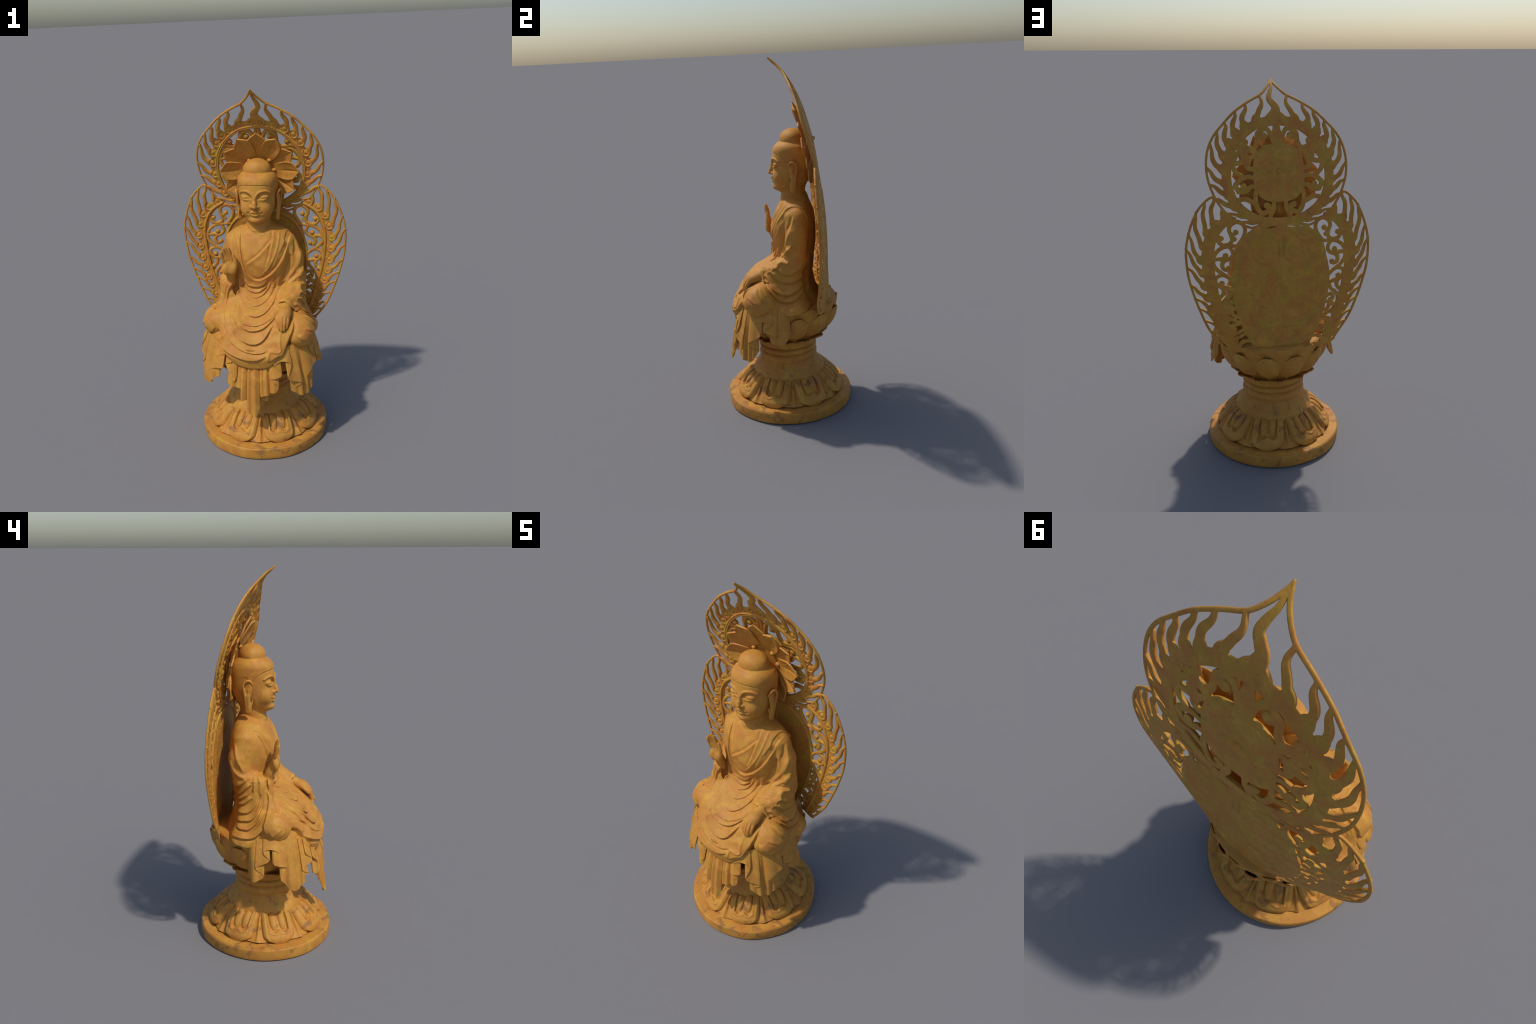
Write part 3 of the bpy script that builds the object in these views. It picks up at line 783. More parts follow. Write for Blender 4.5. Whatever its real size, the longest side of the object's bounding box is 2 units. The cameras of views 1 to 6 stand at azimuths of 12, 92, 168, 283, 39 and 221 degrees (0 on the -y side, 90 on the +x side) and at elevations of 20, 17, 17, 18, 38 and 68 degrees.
# folds and cloth edges: (where seen from, side that is raised or 0 for a ridge, height mm, reach mm, line over the surface)
FOLDS = [
    ('front', -1, 10.4, 22.5, [(-0.106, 1.237), (-0.095, 1.216), (-0.093, 1.166), (-0.085, 1.112), (-0.075, 1.063), (-0.061, 1.019), (-0.04, 0.986), (-0.013, 0.966), (0.019, 0.967), (0.051, 0.983), (0.083, 1.008), (0.114, 1.042), (0.144, 1.093), (0.161, 1.141), (0.172, 1.189), (0.179, 1.206)]),
    ('front', 1, 7.8, 15.0, [(0.086, 1.235), (0.086, 1.193), (0.078, 1.141), (0.067, 1.091), (0.05, 1.036)]),
    ('front', 0, 5.2, 5.0, [(0.114, 1.234), (0.121, 1.206), (0.115, 1.149), (0.095, 1.089), (0.065, 1.035), (0.029, 0.993)]),
    ('front', 1, 7.8, 15.0, [(0.083, 1.187), (0.054, 1.153), (0.017, 1.114), (-0.023, 1.083), (-0.064, 1.053)]),
    ('front', 1, 11.7, 18.8, [(-0.084, 0.966), (-0.073, 0.94), (-0.05, 0.922), (-0.017, 0.916), (0.015, 0.921), (0.044, 0.937), (0.061, 0.959)]),
    ('front', 1, 11.7, 17.5, [(-0.086, 0.938), (-0.071, 0.911), (-0.046, 0.891), (-0.017, 0.884), (0.011, 0.889), (0.038, 0.907), (0.063, 0.936)]),
    ('front', 1, 11.7, 17.5, [(-0.087, 0.924), (-0.074, 0.895), (-0.048, 0.87), (-0.014, 0.861), (0.013, 0.866), (0.039, 0.881), (0.066, 0.918), (0.08, 0.958)]),
    ('front', 1, 10.4, 22.5, [(-0.099, 0.906), (-0.084, 0.871), (-0.059, 0.848), (-0.031, 0.834), (-0.007, 0.83), (0.024, 0.836), (0.052, 0.851), (0.079, 0.882), (0.093, 0.917), (0.102, 0.951)]),
    ('front', 1, 12.8, 25.0, [(-0.095, 0.855), (-0.083, 0.832), (-0.061, 0.81), (-0.03, 0.794), (0.002, 0.79), (0.032, 0.796), (0.061, 0.81), (0.084, 0.831), (0.103, 0.863), (0.109, 0.907)]),
    ('front', 1, 9.6, 15.0, [(-0.093, 0.851), (-0.104, 0.835), (-0.105, 0.813), (-0.092, 0.788), (-0.069, 0.767), (-0.039, 0.757), (-0.0, 0.752), (0.038, 0.76), (0.074, 0.776), (0.109, 0.797), (0.125, 0.813)]),
    ('front', 1, 14.4, 22.5, [(-0.122, 0.822), (-0.116, 0.807), (-0.102, 0.784), (-0.08, 0.758), (-0.056, 0.741), (-0.022, 0.73), (0.011, 0.731), (0.049, 0.742), (0.081, 0.762), (0.115, 0.79), (0.126, 0.803)]),
    ('front', 1, 14.4, 30.0, [(-0.135, 0.793), (-0.122, 0.766), (-0.107, 0.74), (-0.087, 0.713), (-0.06, 0.688), (-0.021, 0.673), (0.017, 0.671), (0.054, 0.687), (0.076, 0.709), (0.093, 0.736), (0.113, 0.766)]),
    ('front', 1, 8.0, 17.5, [(-0.147, 0.716), (-0.123, 0.68), (-0.082, 0.651), (-0.032, 0.634), (0.02, 0.628), (0.062, 0.634), (0.09, 0.647)]),
    ('front', 1, 12.8, 25.0, [(-0.195, 0.665), (-0.171, 0.641), (-0.147, 0.628), (-0.11, 0.614), (-0.061, 0.598), (-0.009, 0.589), (0.039, 0.596), (0.086, 0.617)]),
    ('front', 0, 5.2, 8.8, [(-0.183, 0.828), (-0.199, 0.8), (-0.203, 0.759)]),
    ('front', 0, 5.2, 8.8, [(-0.145, 0.836), (-0.145, 0.805), (-0.126, 0.762), (-0.097, 0.717)]),
    ('front', 0, 5.2, 8.8, [(-0.125, 0.84), (-0.118, 0.806), (-0.097, 0.763)]),
    ('front', 1, 11.7, 32.5, [(-0.176, 0.832), (-0.176, 0.801), (-0.164, 0.769), (-0.162, 0.738), (-0.143, 0.717), (-0.148, 0.7), (-0.186, 0.647), (-0.189, 0.621)]),
    ('front', -1, 13.0, 31.2, [(0.219, 0.782), (0.22, 0.751), (0.204, 0.709), (0.19, 0.669), (0.169, 0.623), (0.14, 0.613), (0.094, 0.581)]),
    ('front', 0, 6.5, 6.2, [(0.146, 0.731), (0.148, 0.704), (0.152, 0.668), (0.157, 0.646), (0.14, 0.638), (0.108, 0.645), (0.096, 0.635), (0.091, 0.608), (0.085, 0.581)]),
    ('front', 1, 6.5, 31.2, [(0.243, 0.713), (0.26, 0.692), (0.286, 0.68), (0.308, 0.692)]),
    ('front', 0, 5.2, 7.5, [(0.189, 0.643), (0.213, 0.628), (0.247, 0.612), (0.277, 0.595), (0.311, 0.682)]),
    ('front', 1, 5.2, 31.2, [(-0.298, 0.688), (-0.288, 0.65), (-0.243, 0.691), (-0.224, 0.723)]),
    ('front', 0, -11.7, 11.2, [(0.165, 1.162), (0.171, 1.112), (0.174, 1.06), (0.158, 0.999), (0.138, 0.939), (0.129, 0.907)]),
    ('front', 0, 7.8, 10.0, [(0.228, 1.103), (0.226, 1.063), (0.203, 1.006), (0.164, 0.955), (0.141, 0.934)]),
    ('front', 0, 9.1, 10.0, [(0.246, 1.003), (0.232, 0.98), (0.199, 0.951), (0.153, 0.931)]),
    ('front', 0, 7.8, 7.5, [(0.248, 0.915), (0.213, 0.922), (0.171, 0.922), (0.145, 0.905)]),
    ('front', 0, 6.5, 6.2, [(0.216, 0.906), (0.189, 0.912), (0.158, 0.907), (0.135, 0.89)]),
    ('front', 0, 6.5, 6.2, [(0.229, 0.875), (0.191, 0.899), (0.157, 0.892), (0.133, 0.872)]),
    ('front', 1, 10.4, 22.5, [(0.123, 0.84), (0.135, 0.858), (0.16, 0.866), (0.179, 0.858), (0.198, 0.836), (0.219, 0.811), (0.25, 0.798), (0.291, 0.776)]),
    ('front', 0, 5.2, 7.5, [(-0.204, 0.954), (-0.197, 0.921), (-0.199, 0.874), (-0.218, 0.83), (-0.257, 0.798)]),
    ('front', 0, 4.5, 7.5, [(0.089, 0.98), (0.078, 0.935), (0.066, 0.896), (0.046, 0.864)]),
    ('front', 0, 4.5, 8.8, [(0.12, 0.975), (0.11, 0.916), (0.101, 0.876)]),
    ('front', 0, 5.9, 6.2, [(0.237, 0.844), (0.204, 0.88), (0.167, 0.882), (0.133, 0.863)]),
    ('front', 0, 2.6, 7.5, [(-0.29, 0.768), (-0.294, 0.725), (-0.292, 0.684)]),
    ('front', -1, 10.4, 20.0, [(-0.138, 0.939), (-0.143, 0.927), (-0.163, 0.896), (-0.171, 0.849), (-0.172, 0.824)]),
    ('front', -1, 5.2, 22.5, [(-0.174, 0.937), (-0.18, 0.887), (-0.193, 0.839), (-0.231, 0.807), (-0.271, 0.792)]),
    ('front', 0, -5.2, 5.6, [(-0.152, 1.207), (-0.132, 1.178), (-0.121, 1.137), (-0.106, 1.083)]),
    ('right', 1, 11.2, 27.5, [(0.055, 1.17), (0.045, 1.127), (0.018, 1.064), (-0.002, 0.981), (-0.013, 0.941)]),
    ('right', 1, 8.0, 27.5, [(-0.079, 0.926), (-0.041, 1.086), (-0.003, 1.157), (0.032, 1.199), (0.066, 1.21), (0.098, 1.204), (0.126, 1.171), (0.142, 1.111)]),
    ('right', 0, 4.0, 5.0, [(-0.059, 1.083), (-0.029, 1.154), (0.007, 1.208), (0.05, 1.232), (0.093, 1.238)]),
    ('right', 0, 9.6, 10.0, [(-0.031, 0.916), (0.014, 0.979), (0.049, 1.024)]),
    ('right', 0, 9.6, 8.8, [(-0.06, 0.878), (-0.022, 0.924), (0.012, 0.92), (0.026, 0.924)]),
    ('right', 1, 12.8, 25.0, [(-0.069, 0.869), (-0.048, 0.889), (-0.016, 0.864), (0.017, 0.854), (0.051, 0.861), (0.086, 0.883), (0.112, 0.915)]),
    ('right', 1, 14.4, 25.0, [(-0.094, 0.851), (-0.075, 0.863), (-0.042, 0.828), (-0.001, 0.811), (0.041, 0.811), (0.08, 0.823), (0.112, 0.843), (0.131, 0.87)]),
    ('right', 1, 14.4, 27.5, [(-0.11, 0.84), (-0.1, 0.831), (-0.07, 0.782), (-0.029, 0.755), (0.017, 0.745), (0.06, 0.761), (0.1, 0.787), (0.129, 0.827)]),
    ('right', 1, 12.8, 27.5, [(-0.111, 0.811), (-0.078, 0.765), (-0.038, 0.722), (0.003, 0.709), (0.054, 0.718), (0.089, 0.739), (0.122, 0.772)]),
    ('right', 1, 12.8, 27.5, [(-0.143, 0.817), (-0.151, 0.814), (-0.147, 0.799), (-0.133, 0.754), (-0.098, 0.694)]),
    ('right', 0, -6.4, 6.2, [(-0.11, 0.84), (-0.113, 0.856), (-0.109, 0.811), (-0.091, 0.77), (-0.063, 0.732)]),
    ('right', 0, 8.0, 10.0, [(0.133, 0.938), (0.144, 0.854), (0.135, 0.754), (0.113, 0.708)]),
    ('right', 1, 6.4, 25.0, [(-0.208, 0.741), (-0.184, 0.721), (-0.153, 0.71), (-0.118, 0.714)]),
    ('left', -1, 11.2, 20.0, [(0.177, 0.901), (0.137, 0.901), (0.067, 0.942), (0.039, 0.967)]),
    ('left', -1, 12.8, 20.0, [(0.168, 0.864), (0.112, 0.867), (0.055, 0.91), (0.025, 0.939)]),
    ('left', -1, 12.8, 18.8, [(0.153, 0.824), (0.098, 0.85), (0.059, 0.87), (0.033, 0.89), (0.016, 0.939)]),
    ('left', -1, 12.8, 18.8, [(0.13, 0.805), (0.09, 0.821), (0.05, 0.84), (0.02, 0.869)]),
    ('left', -1, 14.4, 22.5, [(0.111, 0.784), (0.065, 0.787), (0.029, 0.797), (-0.003, 0.832), (-0.017, 0.896)]),
    ('left', -1, 14.4, 22.5, [(0.11, 0.746), (0.061, 0.751), (0.016, 0.761), (-0.019, 0.802), (-0.03, 0.861)]),
    ('left', -1, 14.4, 22.5, [(0.104, 0.722), (0.064, 0.715), (0.02, 0.719), (-0.026, 0.765), (-0.042, 0.813)]),
    ('left', -1, 12.8, 25.0, [(0.136, 0.675), (0.081, 0.676), (0.027, 0.674), (-0.017, 0.687), (-0.053, 0.729)]),
    ('left', -1, 8.0, 25.0, [(-0.014, 0.991), (-0.048, 0.953), (-0.056, 0.891), (-0.06, 0.83), (-0.057, 0.776), (-0.052, 0.749), (-0.066, 0.693)]),
    ('left', 1, 8.0, 18.8, [(-0.038, 1.0), (-0.048, 0.922), (-0.078, 0.861), (-0.101, 0.811), (-0.11, 0.78)]),
    ('left', 0, -8.0, 6.2, [(0.039, 1.198), (0.002, 1.16), (-0.022, 1.106), (-0.039, 1.034)]),
    ('left', 0, 8.0, 8.8, [(0.117, 1.144), (0.107, 1.099), (0.088, 1.046), (0.06, 0.992)]),
    ('left', 0, 9.6, 10.0, [(0.138, 1.061), (0.122, 1.009), (0.085, 0.979), (0.043, 0.973)]),
    ('left', 0, 6.4, 7.5, [(0.011, 0.977), (0.012, 0.94), (0.016, 0.895)]),
    ('left', 0, 6.4, 7.5, [(-0.004, 0.981), (-0.021, 0.939), (-0.018, 0.878)]),
    ('left', -1, 6.4, 25.0, [(-0.089, 0.69), (-0.121, 0.702), (-0.146, 0.733)]),
]


ROBE_STEP = .0029


def fold_map(B, where, axis):
    """Relief (metres) drawn in the plane seen from the front or from one side."""
    ax = B.ax[axis]
    D = Sheet2D((float(ax[0]), float(B.ax[2][0])), (float(ax[-1]), float(B.ax[2][-1])), B.step)
    M = np.zeros((D.n[0], D.n[1]))
    for w, side, amp, reach, pts in FOLDS:
        if w != where:
            continue
        amp, reach = amp * .001, reach * .001
        c = spline(pts, 6)
        sl, d, s, _, arc = D.stroke(c, .0, .07)
        ends = np.sqrt(smooth(0, .18, arc) * smooth(1, .82, arc))
        if side:
            sd = d * s * side
            prof = np.where(sd > 0, np.exp(-(np.abs(sd) / reach) ** 1.3) * smooth(-.0005, .0045, sd), 0)
            # a shallow furrow just under the edge sharpens it
            prof = prof - .45 * np.exp(-((sd + .005) / .0065) ** 2)
        else:
            prof = np.exp(-(d / reach) ** 2)
        M[sl] += amp * prof * ends
    return M[:B.n[axis], :B.n[2]].astype(F32)


def robe_field(B):
    f = robe_base(B)
    gx, gy, gz = np.gradient(f, B.step)
    ln = np.sqrt(gx * gx + gy * gy + gz * gz) + 1e-6
    nx, ny = gx / ln, gy / ln
    del gx, gy, gz, ln
    front = smooth(.05, .40, -ny).astype(F32)
    r = (smooth(.30, .65, nx)).astype(F32)
    l = (smooth(.22, .55, -nx)).astype(F32)
    disp = front * fold_map(B, "front", 0)[:, None, :]
    side_r, side_l = fold_map(B, "right", 1)[None], fold_map(B, "left", 1)[None]
    disp = disp + np.where(B.X > .10, r * side_r, 0) + np.where(B.X < -.08, l * side_l, 0)
    # slow unevenness of hand carving
    wob = .0012 * np.sin(B.X * 61 + 3 * np.sin(B.Z * 23)) * np.sin(B.Z * 47 + B.Y * 38) + .0008 * np.sin(B.Y * 83 + B.X * 31) * np.sin(B.Z * 71)
    return (f - disp + wob).astype(F32)


ROBE_NAMES = {0: "torso", 1: "arm", 2: "arm", 3: "lap_robe", 4: "knee", 5: "knee", 6: "sleeve", 7: "sleeve"}


def robe_part(v):
    x, y, z = v.T
    lab = np.zeros(len(v), int)
    lab[(z < .90) & (y < -.06)] = 3
    lab[(x > .16) & (z > .90)] = 1
    lab[(x < -.15) & (z > .95)] = 2
    lab[(x > .15) & (z <= .90)] = 6
    lab[(x < -.14) & (z <= .95)] = 7
    lab[(x > .17) & (y < -.06) & (z < .79)] = 4
    lab[(x < -.17) & (y < -.06) & (z < .80)] = 5
    return lab
# ================================================================== HEAD
HEAD_LO, HEAD_HI = (-.150, -.085, 1.195), (.150, .205, 1.635)
HAIRLINE = curve1d([0, 20, 40, 55, 68, 76, 80, 84, 90, 97, 104, 112, 180], [1.495, 1.495, 1.489, 1.478, 1.455, 1.428, 1.421, 1.436, 1.463, 1.463, 1.43, 1.34, 1.318])


def tube_pair(B, pts, radii, k=0.004):
    """The same tube on both sides of the face."""
    p = np.asarray(pts, float)
    return np.minimum(tube(B, p, radii, k), tube(B, p * np.array([-1, 1, 1]), radii, k))


def head_field(B):
    m = np.abs(B.X)

    class M:  # mirror in x
        X, Y, Z, lo, step, n = m, B.Y, B.Z, B.lo, B.step, B.n
    skull = loft(B, [1.262, 1.272, 1.287, 1.302, 1.318, 1.345, 1.38, 1.42, 1.452, 1.48, 1.505, 1.525, 1.545, 1.556, 1.562],
                 [.004, -.012, -.033, -.041, -.039, -.042, -.0425, -.044, -.045, -.0410, -.0385, -.031, -.010, .018, .05],
                 [.10, .115, .128, .136, .146, .160, .176, .186, .188, .186, .178, .168, .150, .135, .11],
                 [.022, .038, .056, .069, .079, .090, .098, .1035, .1065, .1085, .1075, .102, .084, .060, .03],
                 mid=[.05, .05, .05, .055, .06, .065, .07, .075, .075, .075, .075, .075, .07, .07, .07], n=2.25)
    f = skull
    # neck with soft rings
    neck = loft(B, [1.19, 1.215, 1.24, 1.26, 1.29, 1.33], [-.016, -.010, -.005, -.002, .004, .01], [.15, .140, .134, .133, .134, .14],
                [.090, .072, .066, .0655, .068, .07], mid=[.07, .068, .066, .066, .068, .07], n=2.1)
    neck = neck - (.0022 * np.exp(-((B.Z - 1.232 + .25 * (B.Y - .0)) / .006) ** 2) * smooth(.08, .0, B.Y)).astype(F32)
    # cheeks and chin
    f = smin(f, ellipsoid(M, (.042, -.004, 1.362), (.042, .036, .044)), .02)
    f = smin(f, ellipsoid(B, (0, -.020, 1.300), (.030, .027, .020)), .012)
    # eye sockets, brow ridge
    sock = ellipsoid(M, (.043, -.058, 1.437), (.036, .024, .0165))
    f = smax(f, -sock, .010)
    f = smax(f, -ellipsoid(M, (.021, -.052, 1.432), (.010, .017, .013)), .008)
    brow = tube_pair(B, spline([(.010, -.0455, 1.436), (.018, -.0450, 1.450), (.034, -.0425, 1.4610), (.052, -.0365, 1.4640), (.070, -.0245, 1.460), (.083, -.0105, 1.449)], 5), .0040, .003)
    f = smin(f, brow, .006)
    lid = ellipsoid(M, (.047, -.0200, 1.4300), (.029, .0200, .0150))
    f = smin(f, lid, .004)
    # closed-eye slit and lower lid
    slit = tube_pair(B, spline([(.022, -.038, 1.4225), (.036, -.043, 1.4215), (.052, -.042, 1.4225), (.068, -.034, 1.4265), (.080, -.023, 1.430)], 5), .0026, 0)
    f = smax(f, -slit, .0025)
    low = tube_pair(B, spline([(.026, -.035, 1.4165), (.044, -.0395, 1.4150), (.064, -.032, 1.4195)], 5), .0028, 0)
    f = smin(f, low, .006)
    # nose
    nose = tube(B, [(0, -.037, 1.450), (0, -.044, 1.425), (0, -.0525, 1.398), (0, -.0560, 1.3835)], [.0085, .0090, .0112, .0132], .006)
    nose = smin(nose, ellipsoid(M, (.0165, -.0435, 1.3785), (.0100, .0115, .0090)), .008)
    nose = smin(nose, ellipsoid(B, (0, -.0575, 1.3800), (.0105, .0112, .0085)), .006)
    f = smin(f, nose, .007)
    f = smax(f, -ellipsoid(M, (.0095, -.0500, 1.3685), (.0050, .0070, .0035)), .003)
    # mouth
    phil = ellipsoid(B, (0, -.0515, 1.360), (.0042, .004, .010))
    upper = tube_pair(B, spline([(0, -.0445, 1.3490), (.008, -.0455, 1.3500), (.020, -.0405, 1.3465), (.033, -.0310, 1.3445)], 4), np.interp(np.arange(13), [0, 4, 12], [.0065, .0075, .0030]), .003)
    lower = tube_pair(B, spline([(0, -.0430, 1.3320), (.012, -.0415, 1.3330), (.024, -.0350, 1.3380)], 4), np.interp(np.arange(9), [0, 4, 8], [.0070, .0065, .0030]), .003)
    f = smin(f, smin(upper, lower, .001), .004)
    f = smax(f, -phil, .004)
    line = tube_pair(B, spline([(0, -.0520, 1.3402), (.010, -.0515, 1.3410), (.022, -.0460, 1.3405), (.036, -.0340, 1.3440)], 4), .0019, 0)
    f = smax(f, -line, .003)
    f = smax(f, -ellipsoid(B, (0, -.0535, 1.3185), (.018, .0085, .0045)), .006)
    f = smax(f, -ellipsoid(M, (.0385, -.0385, 1.3440), (.0035, .005, .004)), .006)
    # hair cap, raised above the hairline
    ang = np.degrees(np.arctan2(np.broadcast_to(m, np.broadcast_shapes(m.shape, B.Y.shape)), -(B.Y - .075)))
    hl = HAIRLINE(ang).astype(F32)
    hair = smooth(-.0025, .0030, (B.Z - hl)).astype(F32)
    cap = f - .0014 * hair
    # a swelling just above the brow
    cap = cap - .0008 * hair * np.exp(-((B.Z - 1.510) / .018) ** 2) * smooth(.12, .0, B.Y)
    f = cap
    # groove under the hairline
    f = f + .0020 * np.exp(-((B.Z - hl + .0022) / .0026) ** 2).astype(F32) * smooth(.10, .05, B.Y) * smooth(1.37, 1.42, B.Z)
    bun = ellipsoid(B, (0, .070, 1.560), (.0775, .0705, .0610))
    f = smin(f, bun, .007)
    f = smin(f, neck, .012)
    # ears: helix roll, long lobe, sunk middle
    ex = .112
    ear = ellipsoid(M, (ex + .001, .066, 1.405), (.008, .022, .046))
    ear = smin(ear, tube_pair(B, [(ex + .001, .068, 1.37), (ex - .007, .064, 1.29)], [.012, .0125], .01), .01)
    hp = spline([(ex - .003, .043, 1.420), (ex + .004, .046, 1.436), (ex + .010, .060, 1.449), (ex + .014, .078, 1.443), (ex + .015, .088, 1.425), (ex + .012, .085, 1.395),
                 (ex + .007, .080, 1.36), (ex + .001, .077, 1.32), (ex - .002, .074, 1.293), (ex - .003, .066, 1.284), (ex - .003, .057, 1.292), (ex - .004, .052, 1.32), (ex - .008, .045, 1.345)], 4)
    roll = tube_pair(B, hp, np.interp(np.linspace(0, 1, len(hp)), [0, .2, .5, .75, .9, 1], [.004, .0058, .0055, .006, .005, .003]), .003)
    ear = smin(ear, roll, .004)
    ear = smin(ear, tube_pair(B, [(ex - .002, .050, 1.412), (ex + .006, .058, 1.425), (ex + .007, .064, 1.40), (ex + .003, .066, 1.35)], [.004, .0045, .005, .004], .004), .004)
    f = smin(f, ear, .004)
    return f.astype(F32)


def head_part(v):
    """Region names for a point on the head surface."""
    x, y, z = np.abs(v[:, 0]), v[:, 1], v[:, 2]
    ang = np.degrees(np.arctan2(x, -(y - .075)))
    lab = np.zeros(len(v), int)                                   # 0 face
    lab[z > HAIRLINE(ang)] = 1                                    # hair
    lab[(z < 1.262) | ((z < 1.30) & (y > .045 + 0 * z) & (x < .093)) | ((z < 1.318) & (y > .10))] = 2   # neck
    ear = (x > .098) & (y > .036) & (y < .100) & (z > 1.272) & (z < 1.459)
    ear &= x > .105 - .11 * np.clip(1.345 - z, 0, .08)
    lab[ear] = 3
    return lab


HEAD_NAMES = {0: "face", 1: "hair", 2: "neck", 3: "ear"}


# ================================================================== HANDS
def raised_hand(B):
    palm = ellipsoid(B, (-.147, -.082, 1.050), (.038, .017, .046))
    f = smin(palm, ellipsoid(B, (-.128, -.090, 1.032), (.020, .015, .030)), .010)
    f = smin(f, ellipsoid(B, (-.168, -.092, 1.030), (.018, .014, .030)), .010)
    f = smin(f, tube(B, [(-.147, -.072, 1.02), (-.150, -.056, .985), (-.153, -.040, .945), (-.156, -.03, .93)], [.026, .0235, .025, .027], .01), .012)
    for a, b, c, r in (((-.177, -.087, 1.078), (-.183, -.094, 1.108), (-.186, -.104, 1.138), .0082), ((-.163, -.086, 1.085), (-.168, -.090, 1.122), (-.173, -.102, 1.156), .0088),
                       ((-.148, -.085, 1.088), (-.153, -.088, 1.126), (-.159, -.099, 1.163), .0090), ((-.133, -.084, 1.084), (-.138, -.087, 1.122), (-.145, -.097, 1.160), .0088),
                       ((-.116, -.090, 1.040), (-.111, -.090, 1.076), (-.121, -.090, 1.118), .0095)):
        g = tube(B, spline([a, b, c], 4), np.interp(np.arange(9), [0, 5, 8], [r * 1.12, r, r * .72]), .003)
        f = smin(f, g, .0035)
    for p in ([(-.168, -.104, 1.066), (-.150, -.104, 1.075), (-.130, -.103, 1.082)], [(-.160, -.107, 1.046), (-.146, -.106, 1.056), (-.126, -.106, 1.058)], [(-.135, -.109, 1.066), (-.142, -.110, 1.045), (-.140, -.111, 1.022)]):
        f = smax(f, -tube(B, spline(p, 4), .0022, 0), .002)
    return f


def resting_hand(B):
    f = tube(B, [(.170, -.085, .838), (.167, -.125, .830), (.166, -.150, .824)], [.034, .030, .029], .012)
    f = smin(f, ellipsoid(B, (.166, -.184, .812), (.037, .030, .025)), .018)
    f = smin(f, ellipsoid(B, (.165, -.162, .822), (.034, .034, .022)), .015)
    for a, b, c, r in (((.143, -.205, .812), (.141, -.222, .786), (.143, -.231, .752), .0088), ((.158, -.211, .810), (.157, -.227, .780), (.156, -.235, .744), .0092),
                       ((.173, -.209, .808), (.172, -.224, .780), (.169, -.231, .746), .0090), ((.188, -.200, .806), (.187, -.214, .782), (.182, -.222, .754), .0084),
                       ((.141, -.170, .820), (.129, -.200, .802), (.131, -.216, .784), .0090)):
        g = tube(B, spline([a, b, c], 4), np.interp(np.arange(9), [0, 5, 8], [r * 1.12, r, r * .75]), .003)
        f = smin(f, g, .004)
    return f
# ================================================================== BLENDER SCENE
import bpy
from mathutils import Matrix


